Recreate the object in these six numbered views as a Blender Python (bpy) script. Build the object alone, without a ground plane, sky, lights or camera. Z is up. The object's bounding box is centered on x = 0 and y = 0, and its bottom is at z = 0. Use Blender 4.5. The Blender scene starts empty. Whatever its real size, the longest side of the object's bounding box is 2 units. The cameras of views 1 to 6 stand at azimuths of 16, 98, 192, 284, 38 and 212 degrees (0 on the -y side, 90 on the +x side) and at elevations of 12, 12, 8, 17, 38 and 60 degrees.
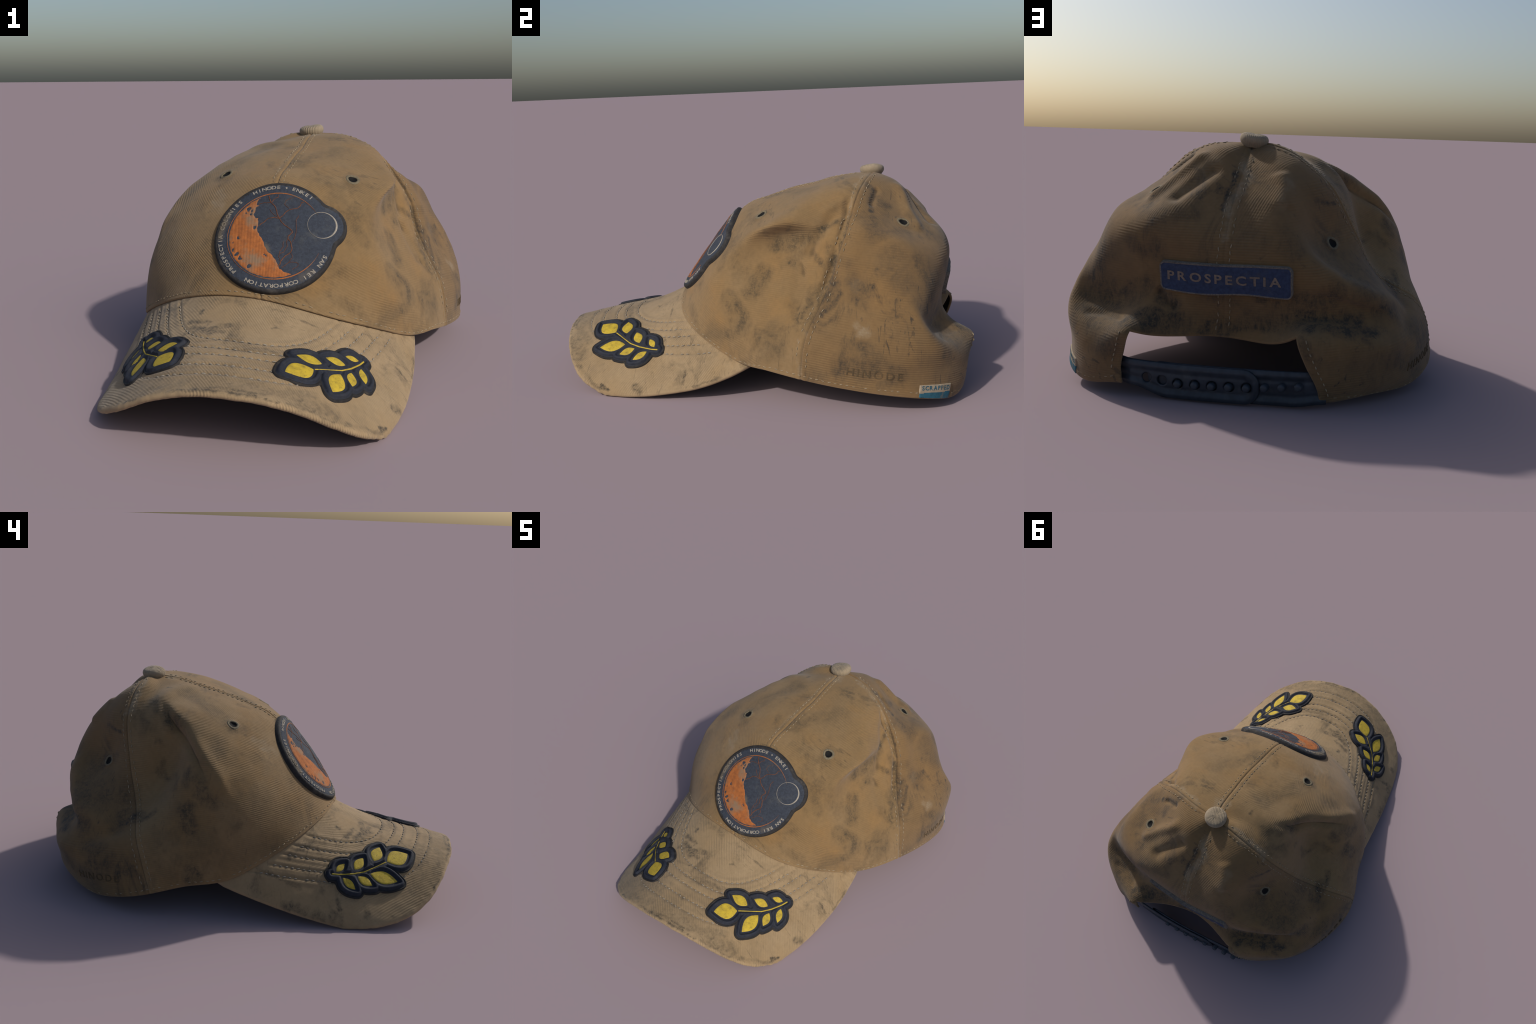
import math
import random

import bmesh
import bpy
import numpy as np
from mathutils import Vector, noise as mnoise
from mathutils.bvhtree import BVHTree

rng = random.Random(7)

# A worn four-panel cloth cap. The crown is a spline surface: each meridian runs from
# the top button down to the rim through a few control points (metres).
MERIDIAN = {
    "front_seam": [(0.005, 0.562, 0.955), (0.02, 0.481, 0.958), (0.019, 0.405, 0.946), (0.022, 0.331, 0.925), (0.026, 0.257, 0.907), (0.021, 0.185, 0.894), (0.016, 0.113, 0.874), (0.015, 0.035, 0.849), (0.006, -0.061, 0.83), (0.005, -0.16, 0.722), (0.015, -0.282, 0.559), (0.027, -0.414, 0.378)],
    "front_right_inner": [(0.005, 0.562, 0.955), (0.046, 0.479, 0.96), (0.074, 0.399, 0.946), (0.103, 0.32, 0.921), (0.128, 0.24, 0.898), (0.142, 0.164, 0.876), (0.147, 0.088, 0.856), (0.147, 0.013, 0.828), (0.141, -0.071, 0.787), (0.147, -0.166, 0.683), (0.165, -0.278, 0.526), (0.182, -0.4, 0.341)],
    "front_right_a": [(0.005, 0.562, 0.955), (0.071, 0.481, 0.959), (0.127, 0.4, 0.945), (0.18, 0.318, 0.917), (0.227, 0.237, 0.886), (0.26, 0.159, 0.849), (0.273, 0.077, 0.822), (0.266, 0, 0.786), (0.256, -0.076, 0.722), (0.268, -0.168, 0.622), (0.298, -0.267, 0.478), (0.326, -0.349, 0.293)],
    "front_right_middle": [(0.005, 0.562, 0.955), (0.097, 0.486, 0.959), (0.179, 0.407, 0.943), (0.253, 0.326, 0.913), (0.321, 0.245, 0.872), (0.375, 0.167, 0.818), (0.391, 0.079, 0.775), (0.365, -0.003, 0.734), (0.347, -0.078, 0.664), (0.37, -0.165, 0.568), (0.418, -0.233, 0.43), (0.463, -0.222, 0.233)],
    "front_right_b": [(0.005, 0.562, 0.955), (0.122, 0.496, 0.962), (0.227, 0.423, 0.941), (0.314, 0.35, 0.905), (0.392, 0.271, 0.851), (0.473, 0.192, 0.805), (0.483, 0.09, 0.776), (0.417, 0.011, 0.721), (0.398, -0.06, 0.633), (0.441, -0.128, 0.523), (0.508, -0.143, 0.373), (0.582, -0.002, 0.135)],
    "front_right_outer": [(0.005, 0.562, 0.955), (0.138, 0.52, 0.963), (0.259, 0.46, 0.941), (0.351, 0.406, 0.893), (0.406, 0.342, 0.811), (0.442, 0.283, 0.767), (0.419, 0.219, 0.752), (0.375, 0.156, 0.708), (0.413, 0.08, 0.601), (0.497, 0.027, 0.467), (0.571, 0.017, 0.324), (0.654, 0.084, 0.165)],
    "right_seam": [(0.005, 0.562, 0.955), (0.143, 0.557, 0.966), (0.267, 0.515, 0.932), (0.369, 0.487, 0.864), (0.421, 0.455, 0.775), (0.437, 0.434, 0.74), (0.464, 0.423, 0.728), (0.51, 0.395, 0.682), (0.531, 0.353, 0.521), (0.624, 0.294, 0.392), (0.685, 0.239, 0.287), (0.679, 0.228, 0.126)],
    "back_right_outer": [(0.005, 0.562, 0.955), (0.134, 0.605, 0.968), (0.249, 0.594, 0.914), (0.349, 0.584, 0.81), (0.451, 0.605, 0.748), (0.526, 0.654, 0.736), (0.572, 0.71, 0.62), (0.667, 0.748, 0.491), (0.724, 0.752, 0.37), (0.759, 0.644, 0.289), (0.767, 0.545, 0.229), (0.743, 0.527, 0.09)],
    "back_right_a": [(0.005, 0.562, 0.955), (0.112, 0.651, 0.958), (0.215, 0.676, 0.89), (0.309, 0.699, 0.777), (0.425, 0.758, 0.71), (0.537, 0.829, 0.652), (0.61, 0.816, 0.454), (0.648, 0.771, 0.329), (0.667, 0.891, 0.273), (0.661, 0.886, 0.19), (0.675, 0.825, 0.142), (0.725, 0.777, 0.065)],
    "back_right_middle": [(0.005, 0.562, 0.955), (0.086, 0.677, 0.937), (0.172, 0.738, 0.864), (0.259, 0.803, 0.768), (0.358, 0.88, 0.684), (0.438, 0.896, 0.567), (0.462, 0.829, 0.36), (0.452, 0.799, 0.295), (0.438, 0.971, 0.27), (0.486, 0.982, 0.145), (0.549, 0.979, 0.09), (0.565, 0.935, 0.008)],
    "back_right_b": [(0.005, 0.562, 0.955), (0.06, 0.684, 0.912), (0.123, 0.77, 0.836), (0.193, 0.856, 0.75), (0.26, 0.935, 0.662), (0.311, 0.906, 0.55), (0.346, 0.85, 0.39), (0.371, 0.919, 0.312), (0.355, 1.089, 0.276), (0.406, 0.965, 0.18), (0.431, 0.975, 0.111), (0.404, 0.969, 0.063)],
    "back_right_inner": [(0.005, 0.562, 0.955), (0.034, 0.682, 0.892), (0.069, 0.776, 0.809), (0.111, 0.853, 0.718), (0.14, 0.917, 0.634), (0.165, 0.909, 0.544), (0.191, 0.881, 0.411), (0.243, 0.875, 0.291), (0.287, 0.964, 0.205), (0.287, 0.931, 0.161), (0.272, 0.959, 0.105), (0.258, 1.012, 0.032)],
    "back_seam": [(0.005, 0.562, 0.955), (0.006, 0.677, 0.882), (0.01, 0.771, 0.793), (0.021, 0.838, 0.696), (0.015, 0.898, 0.613), (0.019, 0.928, 0.527), (0.016, 0.906, 0.406), (0.02, 0.843, 0.306), (0.036, 0.858, 0.234), (0.036, 0.898, 0.16), (0.037, 0.944, 0.094), (0.05, 1.007, 0.018)],
    "back_left_inner": [(0.005, 0.562, 0.955), (-0.027, 0.673, 0.883), (-0.054, 0.767, 0.796), (-0.074, 0.846, 0.707), (-0.101, 0.901, 0.615), (-0.113, 0.917, 0.511), (-0.124, 0.88, 0.385), (-0.157, 0.855, 0.277), (-0.196, 0.934, 0.203), (-0.217, 0.93, 0.138), (-0.209, 0.936, 0.082), (-0.182, 0.956, 0.039)],
    "back_left_b": [(0.005, 0.562, 0.955), (-0.06, 0.669, 0.895), (-0.116, 0.76, 0.814), (-0.158, 0.848, 0.728), (-0.196, 0.899, 0.621), (-0.233, 0.914, 0.502), (-0.242, 0.876, 0.371), (-0.269, 0.866, 0.322), (-0.27, 1.023, 0.306), (-0.331, 0.951, 0.15), (-0.382, 0.915, 0.068), (-0.378, 0.894, 0.009)],
    "back_left_middle": [(0.005, 0.562, 0.955), (-0.087, 0.661, 0.91), (-0.168, 0.739, 0.836), (-0.217, 0.803, 0.736), (-0.252, 0.849, 0.607), (-0.341, 0.906, 0.496), (-0.37, 0.848, 0.384), (-0.382, 0.778, 0.322), (-0.384, 0.949, 0.273), (-0.413, 0.9, 0.137), (-0.5, 0.851, 0.058), (-0.53, 0.766, 0.04)],
    "back_left_a": [(0.005, 0.562, 0.955), (-0.106, 0.644, 0.923), (-0.209, 0.699, 0.852), (-0.266, 0.725, 0.742), (-0.269, 0.729, 0.583), (-0.399, 0.804, 0.479), (-0.5, 0.8, 0.398), (-0.504, 0.734, 0.332), (-0.529, 0.891, 0.248), (-0.55, 0.832, 0.161), (-0.623, 0.75, 0.078), (-0.66, 0.611, 0.021)],
    "back_left_outer": [(0.005, 0.562, 0.955), (-0.114, 0.62, 0.938), (-0.233, 0.645, 0.867), (-0.324, 0.651, 0.768), (-0.318, 0.615, 0.604), (-0.443, 0.651, 0.489), (-0.603, 0.69, 0.374), (-0.665, 0.7, 0.267), (-0.66, 0.769, 0.217), (-0.69, 0.686, 0.213), (-0.718, 0.573, 0.14), (-0.727, 0.452, 0.058)],
    "left_seam": [(0.005, 0.562, 0.956), (-0.113, 0.589, 0.959), (-0.23, 0.584, 0.882), (-0.341, 0.576, 0.802), (-0.392, 0.544, 0.683), (-0.448, 0.497, 0.559), (-0.488, 0.432, 0.431), (-0.586, 0.387, 0.373), (-0.629, 0.374, 0.371), (-0.698, 0.367, 0.341), (-0.742, 0.318, 0.221), (-0.742, 0.292, 0.099)],
    "front_left_outer": [(0.005, 0.562, 0.955), (-0.105, 0.554, 0.972), (-0.203, 0.527, 0.898), (-0.291, 0.498, 0.832), (-0.367, 0.462, 0.766), (-0.395, 0.38, 0.666), (-0.374, 0.298, 0.538), (-0.521, 0.248, 0.538), (-0.575, 0.162, 0.509), (-0.598, 0.118, 0.414), (-0.657, 0.094, 0.276), (-0.648, 0.135, 0.139)],
    "front_left_b": [(0.005, 0.562, 0.955), (-0.084, 0.525, 0.951), (-0.167, 0.485, 0.897), (-0.255, 0.451, 0.894), (-0.321, 0.409, 0.864), (-0.343, 0.325, 0.822), (-0.398, 0.239, 0.76), (-0.518, 0.169, 0.713), (-0.563, 0.073, 0.626), (-0.592, -0.027, 0.516), (-0.622, -0.068, 0.357), (-0.65, -0.024, 0.15)],
    "front_left_middle": [(0.005, 0.562, 0.955), (-0.06, 0.508, 0.94), (-0.128, 0.457, 0.913), (-0.207, 0.418, 0.926), (-0.26, 0.378, 0.89), (-0.305, 0.308, 0.875), (-0.362, 0.223, 0.842), (-0.414, 0.13, 0.778), (-0.443, 0.023, 0.696), (-0.475, -0.092, 0.592), (-0.503, -0.175, 0.441), (-0.524, -0.196, 0.244)],
    "front_left_a": [(0.005, 0.562, 0.955), (-0.034, 0.496, 0.944), (-0.083, 0.435, 0.928), (-0.136, 0.385, 0.93), (-0.172, 0.337, 0.893), (-0.209, 0.27, 0.883), (-0.246, 0.188, 0.864), (-0.274, 0.095, 0.819), (-0.296, -0.015, 0.758), (-0.318, -0.134, 0.659), (-0.338, -0.247, 0.513), (-0.355, -0.341, 0.333)],
    "front_left_inner": [(0.005, 0.562, 0.955), (-0.007, 0.487, 0.952), (-0.033, 0.417, 0.941), (-0.058, 0.354, 0.932), (-0.076, 0.292, 0.908), (-0.098, 0.223, 0.897), (-0.117, 0.147, 0.879), (-0.129, 0.062, 0.848), (-0.143, -0.043, 0.811), (-0.152, -0.156, 0.71), (-0.155, -0.284, 0.559), (-0.157, -0.413, 0.383)],
}
# the brim: ribs from the crown joint out to the front edge, wearer's right to left
BRIM_RIB = {
    "left_tip": [(-0.629, -0.026, 0.163), (-0.616, -0.151, 0.12), (-0.604, -0.281, 0.082), (-0.586, -0.423, 0.044), (-0.562, -0.579, 0.008)],
    "left_side": [(-0.608, -0.082, 0.181), (-0.573, -0.246, 0.146), (-0.55, -0.404, 0.105), (-0.537, -0.563, 0.06), (-0.528, -0.727, 0.024)],
    "left_corner": [(-0.523, -0.197, 0.244), (-0.484, -0.36, 0.199), (-0.461, -0.521, 0.153), (-0.452, -0.684, 0.105), (-0.454, -0.852, 0.062)],
    "left_front": [(-0.355, -0.341, 0.333), (-0.339, -0.474, 0.268), (-0.329, -0.621, 0.221), (-0.326, -0.775, 0.174), (-0.33, -0.935, 0.126)],
    "left_curve": [(-0.157, -0.413, 0.382), (-0.164, -0.541, 0.307), (-0.173, -0.684, 0.28), (-0.178, -0.831, 0.249), (-0.181, -0.978, 0.208)],
    "middle_left": [(0.027, -0.415, 0.378), (0.01, -0.556, 0.315), (-0.004, -0.702, 0.291), (-0.011, -0.847, 0.273), (-0.013, -0.99, 0.239)],
    "middle": [(0.182, -0.4, 0.34), (0.167, -0.538, 0.288), (0.159, -0.681, 0.267), (0.158, -0.827, 0.257), (0.155, -0.971, 0.228)],
    "right_curve": [(0.326, -0.349, 0.293), (0.313, -0.482, 0.25), (0.307, -0.627, 0.23), (0.307, -0.78, 0.216), (0.307, -0.932, 0.189)],
    "right_front": [(0.462, -0.22, 0.231), (0.438, -0.377, 0.191), (0.426, -0.54, 0.165), (0.424, -0.706, 0.142), (0.425, -0.873, 0.116)],
    "right_corner": [(0.542, -0.078, 0.169), (0.53, -0.258, 0.129), (0.522, -0.437, 0.103), (0.519, -0.615, 0.078), (0.516, -0.79, 0.054)],
    "right_tip": [(0.575, -0.022, 0.153), (0.592, -0.164, 0.079), (0.592, -0.336, 0.049), (0.584, -0.511, 0.019), (0.551, -0.678, 0.013)],
}

# folds in the cloth: line, width, height (negative = crease)
FOLDS = [
    # deep tuck beside the left seam: rolled lip, crease under it
    ([(-0.25, 0.41, 0.885), (-0.314, 0.359, 0.853), (-0.366, 0.256, 0.807), (-0.467, 0.148, 0.723), (-0.526, 0.035, 0.62), (-0.567, -0.026, 0.5)], 0.034, 0.011),
    ([(-0.25, 0.427, 0.894), (-0.33, 0.352, 0.832), (-0.362, 0.298, 0.78), (-0.489, 0.163, 0.693), (-0.55, 0.081, 0.599)], 0.022, -0.016),
    ([(-0.25, 0.427, 0.894), (-0.33, 0.352, 0.832), (-0.362, 0.298, 0.78), (-0.489, 0.163, 0.693), (-0.55, 0.081, 0.599)], 0.006, -0.004),
    # right seam sunk between the panels
    ([(0.32, 0.475, 0.895), (0.363, 0.455, 0.857), (0.416, 0.446, 0.786), (0.475, 0.42, 0.689), (0.536, 0.372, 0.561), (0.573, 0.319, 0.462)], 0.016, -0.020),
    ([(0.40, 0.52, 0.84), (0.50, 0.50, 0.72), (0.58, 0.45, 0.58), (0.64, 0.38, 0.46)], 0.050, 0.012),
    ([(0.338, 0.488, 0.875), (0.39, 0.372, 0.812), (0.427, 0.273, 0.713), (0.47, 0.207, 0.647)], 0.012, -0.006),
    ([(0.36, 0.46, 0.855), (0.41, 0.385, 0.79), (0.45, 0.31, 0.70), (0.49, 0.27, 0.60)], 0.026, -0.016),
    ([(0.463, 0.239, 0.639), (0.498, 0.271, 0.53), (0.555, 0.257, 0.451), (0.601, 0.213, 0.384)], 0.012, -0.010),
    ([(0.563, 0.053, 0.534), (0.583, 0.042, 0.441), (0.599, 0.035, 0.311)], 0.014, -0.006),
    ([(0.459, 0.159, 0.696), (0.534, 0.074, 0.608), (0.57, 0.011, 0.464)], 0.040, 0.008),
    ([(0.478, 0.24, 0.597), (0.516, 0.233, 0.509), (0.583, 0.206, 0.409)], 0.030, -0.010),
    ([(0.235, 0.592, 0.912), (0.285, 0.578, 0.875), (0.35, 0.558, 0.83)], 0.014, -0.014),
    # heavy roll and tuck over the left end of the opening, creases at its right end
    ([(-0.252, 0.848, 0.606), (-0.319, 0.844, 0.529), (-0.408, 0.81, 0.46), (-0.523, 0.734, 0.398), (-0.622, 0.496, 0.336)], 0.040, 0.014),
    ([(-0.275, 0.882, 0.424), (-0.364, 0.848, 0.401), (-0.46, 0.789, 0.369), (-0.584, 0.706, 0.332)], 0.022, -0.012),
    ([(0.297, 0.874, 0.407), (0.241, 0.883, 0.35), (0.198, 0.882, 0.332)], 0.022, -0.014),
    ([(0.604, 0.864, 0.289), (0.499, 0.87, 0.292), (0.388, 0.945, 0.291)], 0.018, -0.008),
    # folds running from the button down the back right panel
    ([(0.146, 0.658, 0.923), (0.214, 0.699, 0.861), (0.271, 0.718, 0.806), (0.324, 0.751, 0.757), (0.389, 0.775, 0.723)], 0.028, 0.020),
    ([(0.092, 0.714, 0.876), (0.135, 0.758, 0.84), (0.184, 0.792, 0.8), (0.268, 0.848, 0.728)], 0.032, -0.022),
    ([(-0.13, 0.708, 0.858), (-0.166, 0.756, 0.805), (-0.18, 0.826, 0.716)], 0.035, 0.012),
]
# (centre, panel)
EYELETS = [((0.291, 0.051, 0.802), 0), ((0.356, 0.702, 0.759), 1), ((-0.334, 0.656, 0.585), 2), ((-0.261, 0.062, 0.805), 3)]
# brim stitch lines: height of the arch (fraction of brim depth), half span, squareness
BRIM_ROWS = [(0.39, 0.240, 3.0), (0.53, 0.288, 3.4), (0.635, 0.328, 3.8), (0.77, 0.375, 4.2), (0.87, 0.415, 4.6)]
# located grime and painted fold shadows: from, to, reach, strength
CROWN_STAINS = {
    "front": [
        ((0.226, -0.121, 0.689), (0.333, -0.096, 0.654), 0.078, 0.39),
        ((0.346, -0.117, 0.623), (0.378, -0.134, 0.577), 0.052, 0.39),
        ((0.513, -0.047, 0.402), (0.543, -0.024, 0.347), 0.065, 0.55),
        ((0.549, -0.031, 0.32), (0.434, -0.239, 0.241), 0.052, 0.47),
        ((-0.117, 0.326, 0.909), (-0.082, 0.337, 0.919), 0.039, 0.39),
        ((0.054, 0.044, 0.847), (0.115, 0.182, 0.882), 0.052, 0.39),
        ((-0.404, -0.293, 0.304), (-0.37, 0.889, 0.032), 0.039, 0.55),
        ((0.541, 0.381, 0.544), (0.61, 0.24, 0.381), 0.065, 0.62),  # dark stroke along the valley behind the right seam
        ((-0.671, 0.176, 0.269), (-0.465, -0.226, 0.319), 0.065, 0.31),
        ((0.289, 0.038, 0.792), (0.289, 0.038, 0.792), 0.058, 0.55),
        ((-0.255, 0.033, 0.794), (-0.255, 0.033, 0.794), 0.058, 0.55),
        ((0.12, -0.404, 0.355), (0.353, -0.317, 0.28), 0.02, 0.5),
    ],
    "front_right": [
        ((0.116, 0.175, 0.881), (0.21, 0.295, 0.906), 0.065, 0.27),
        ((0.397, -0.043, 0.637), (0.43, -0.04, 0.564), 0.078, 0.31),
        ((0.256, -0.066, 0.728), (0.361, -0.07, 0.66), 0.065, 0.39),
        ((0.497, -0.062, 0.428), (0.55, -0.008, 0.343), 0.065, 0.47),
        ((0.449, 0.191, 0.613), (0.447, 0.236, 0.649), 0.052, 0.39),
        ((0.514, 0.409, 0.634), (0.602, 0.246, 0.395), 0.052, 0.7),
        ((0.39, 0.465, 0.823), (0.499, 0.422, 0.674), 0.018, 0.95),
        ((0.442, 0.565, 0.758), (0.48, 0.579, 0.735), 0.065, 0.47),
        ((0.724, 0.461, 0.219), (0.732, 0.587, 0.211), 0.078, 0.55),
        ((0.127, 0.392, 0.94), (0.195, 0.402, 0.937), 0.02, 0.5),
        ((-0.031, 0.027, 0.843), (-0.014, 0.063, 0.855), 0.039, 0.31),
        ((-0.087, -0.296, 0.535), (-0.122, -0.251, 0.588), 0.02, 0.2),
    ],
    "right_side": [
        ((0.542, 0.649, 0.652), (0.601, 0.687, 0.55), 0.091, 0.35),
        ((0.599, 0.124, 0.336), (0.627, 0.096, 0.231), 0.065, 0.27),
        ((0.696, 0.303, 0.158), (0.702, 0.33, 0.154), 0.052, 0.23),
        ((0.548, 0.771, 0.61), (0.545, 0.812, 0.54), 0.078, 0.47),
        ((0.311, -0.3, 0.381), (0.397, -0.262, 0.304), 0.052, 0.35),
        ((0.446, 0.312, 0.724), (0.395, 0.462, 0.816), 0.039, 0.74),  # dark diagonal stroke along the soft valley
        ((0.411, 0.141, 0.685), (0.446, 0.312, 0.724), 0.065, 0.55),
        ((0.484, 0.019, 0.488), (0.457, 0.086, 0.552), 0.065, 0.58),
        ((-0.662, 0.123, 0.205), (0.459, 0.215, 0.607), 0.058, 0.66),
        ((0.465, 0.295, 0.657), (0.515, 0.362, 0.59), 0.025, 0.6),
        ((0.478, 0.365, 0.683), (0.498, 0.383, 0.653), 0.039, 0.39),
        ((0.497, -0.062, 0.428), (0.469, -0.1, 0.462), 0.052, 0.39),
        ((0.599, 0.055, 0.271), (0.594, 0.066, 0.299), 0.022, 0.7),
        ((0.549, -0.031, 0.32), (0.538, -0.012, 0.369), 0.039, 0.31),
        ((0.575, 0.396, 0.485), (0.641, 0.291, 0.353), 0.039, 0.66),
        ((0.607, 0.512, 0.482), (0.576, 0.491, 0.542), 0.078, 0.51),
        ((0.364, 0.559, 0.819), (0.26, 0.578, 0.9), 0.022, 0.95),
        ((0.408, 0.533, 0.789), (0.423, 0.562, 0.771), 0.065, 0.47),
        ((0.466, 0.605, 0.742), (0.452, 0.709, 0.719), 0.065, 0.35),
        ((0.346, 0.789, 0.729), (0.345, 0.844, 0.697), 0.078, 0.47),
        ((0.72, 0.424, 0.201), (0.719, 0.432, 0.225), 0.065, 0.66),
        ((0.712, 0.506, 0.295), (0.722, 0.669, 0.188), 0.058, 0.58),
        ((0.731, 0.607, 0.113), (0.72, 0.676, 0.148), 0.039, 0.39),
        ((0.56, 0.809, 0.457), (0.548, 0.834, 0.309), 0.091, 0.62),  # notch shadow above the right tab, painted on
        ((0.371, 0.701, 0.754), (0.371, 0.701, 0.754), 0.058, 0.55),
        ((0.554, 0.206, 0.449), (0.606, 0.207, 0.374), 0.052, 0.31),
        ((0.539, 0.472, 0.62), (-0.707, 0.371, 0.25), 0.052, 0.31),
    ],
    "left_side": [
        ((-0.27, 0.538, 0.849), (-0.359, 0.458, 0.762), 0.052, 0.47),
        ((-0.501, -0.043, 0.586), (-0.484, -0.133, 0.494), 0.091, 0.27),
        ((-0.623, 0.09, 0.383), (-0.625, -0.012, 0.282), 0.078, 0.31),
        ((-0.65, 0.618, 0.273), (-0.681, 0.553, 0.257), 0.078, 0.55),
        ((-0.698, 0.262, 0.244), (-0.674, 0.158, 0.196), 0.078, 0.31),
        ((0.492, -0.143, 0.288), (-0.357, -0.257, 0.444), 0.078, 0.31),
        ((-0.402, 0.363, 0.608), (-0.423, 0.326, 0.559), 0.039, 0.55),
        ((-0.51, 0.201, 0.616), (-0.571, 0.071, 0.544), 0.065, 0.62),
        ((-0.618, 0.139, 0.408), (-0.594, 0.165, 0.468), 0.078, 0.66),
        ((-0.592, 0.497, 0.36), (-0.562, 0.426, 0.398), 0.065, 0.78),
        ((-0.56, 0.333, 0.441), (-0.58, 0.394, 0.398), 0.025, 0.8),
        ((-0.48, 0.745, 0.432), (-0.486, 0.529, 0.475), 0.13, 0.47),
        ((-0.276, 0.69, 0.749), (-0.334, 0.601, 0.738), 0.016, 0.7),
        ((-0.699, 0.521, 0.227), (-0.691, 0.586, 0.191), 0.078, 0.58),
        ((-0.714, 0.413, 0.218), (-0.722, 0.392, 0.183), 0.046, 0.55),
        ((-0.578, -0.059, 0.43), (-0.587, -0.047, 0.422), 0.039, 0.39),
        ((-0.368, -0.318, 0.319), (-0.048, -0.412, 0.378), 0.022, 0.9),
        ((-0.348, 0.33, 0.801), (-0.233, 0.471, 0.884), 0.052, 0.74),  # pit of the left tuck tinted dark for its shadow
        ((-0.031, 0.027, 0.843), (-0.083, 0.085, 0.858), 0.039, 0.39),
        ((-0.391, 0.088, 0.758), (-0.432, 0.09, 0.734), 0.065, 0.31),
        ((-0.35, 0.644, 0.589), (-0.35, 0.644, 0.589), 0.065, 0.55),
        ((-0.28, 0.059, 0.796), (-0.28, 0.059, 0.796), 0.058, 0.47),
        ((-0.558, 0.719, 0.364), (-0.597, 0.678, 0.331), 0.078, 0.7),
        ((-0.339, 0.749, 0.541), (-0.452, 0.651, 0.488), 0.117, 0.39),
        ((-0.655, 0.268, 0.354), (-0.639, 0.17, 0.365), 0.104, 0.31),
    ],
    "back": [
        ((-0.009, 0.886, 0.385), (0.075, 0.887, 0.39), 0.065, 0.47),
        ((0.281, 0.897, 0.67), (0.171, 0.868, 0.717), 0.078, 0.39),
        ((-0.543, 0.484, 0.404), (-0.586, 0.498, 0.365), 0.078, 0.47),
        ((-0.404, 0.7, 0.507), (-0.422, 0.75, 0.476), 0.065, 0.47),
        ((-0.479, 0.879, 0.187), (-0.546, 0.826, 0.164), 0.104, 0.31),
        ((0.409, 0.985, 0.262), (0.536, 0.911, 0.265), 0.065, 0.47),
        ((-0.298, 0.965, 0.256), (-0.336, 0.949, 0.182), 0.039, 0.47),
        ((-0.069, 0.826, 0.728), (-0.061, 0.888, 0.627), 0.078, 0.27),
        ((0.515, 0.834, 0.526), (0.57, 0.802, 0.419), 0.104, 0.66),
        ((0.382, 0.889, 0.577), (0.275, 0.903, 0.552), 0.052, 0.51),
        ((0.486, 0.835, 0.423), (0.495, 0.821, 0.366), 0.052, 0.55),
        ((0.388, 0.955, 0.287), (0.203, 0.903, 0.266), 0.065, 0.78),
        ((0.225, 0.882, 0.35), (0.274, 0.877, 0.388), 0.046, 0.66),
        ((0.16, 0.887, 0.274), (-0.01, 0.866, 0.274), 0.058, 0.74),
        ((-0.161, 0.882, 0.389), (-0.384, 0.842, 0.41), 0.091, 0.55),
        ((-0.306, 0.913, 0.302), (-0.505, 0.815, 0.285), 0.046, 0.78),  # dark stroke along the crease over the left end of the opening
        ((0.49, 0.967, 0.197), (0.417, 0.991, 0.193), 0.078, 0.47),
        ((0.035, 0.728, 0.842), (0.045, 0.839, 0.71), 0.02, 0.85),
        ((-0.107, 0.895, 0.611), (-0.127, 0.895, 0.612), 0.039, 0.31),
        ((-0.207, 0.882, 0.613), (-0.243, 0.881, 0.58), 0.078, 0.35),
        ((-0.434, 0.28, 0.593), (-0.515, 0.256, 0.538), 0.046, 0.47),
        ((-0.61, 0.764, 0.179), (-0.69, 0.586, 0.121), 0.078, 0.51),
        ((0.256, 0.542, 0.918), (0.309, 0.611, 0.839), 0.046, 0.55),
        ((-0.336, 0.678, 0.579), (-0.348, 0.696, 0.555), 0.078, 0.47),
        ((0.346, 0.868, 0.425), (0.397, 0.86, 0.342), 0.065, 0.47),
        ((0.601, 0.848, 0.301), (0.467, 0.907, 0.282), 0.065, 0.55),
        ((-0.245, 0.885, 0.311), (-0.077, 0.869, 0.332), 0.065, 0.55),
    ],
    "top": [
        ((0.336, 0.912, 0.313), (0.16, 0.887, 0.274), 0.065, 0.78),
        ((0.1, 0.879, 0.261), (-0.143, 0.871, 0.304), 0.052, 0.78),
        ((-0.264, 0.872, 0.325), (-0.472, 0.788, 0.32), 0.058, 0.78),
        ((0.601, 0.795, 0.361), (0.469, 0.849, 0.308), 0.065, 0.55),
        ((0.026, 0.033, 0.845), (0.045, 0.168, 0.885), 0.025, 0.5),
        ((0.184, 0.434, 0.944), (0.11, 0.418, 0.946), 0.018, 0.6),
        ((-0.121, 0.431, 0.926), (-0.121, 0.416, 0.927), 0.014, 0.7),
        ((-0.127, 0.349, 0.914), (-0.266, 0.113, 0.826), 0.065, 0.35),
        ((0.256, 0.542, 0.918), (0.425, 0.619, 0.757), 0.052, 0.23),
        ((0.142, -0.014, 0.81), (0.104, -0.017, 0.818), 0.039, 0.23),
        ((0.305, 0.751, 0.767), (0.298, 0.786, 0.754), 0.052, 0.31),
    ],
}
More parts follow.
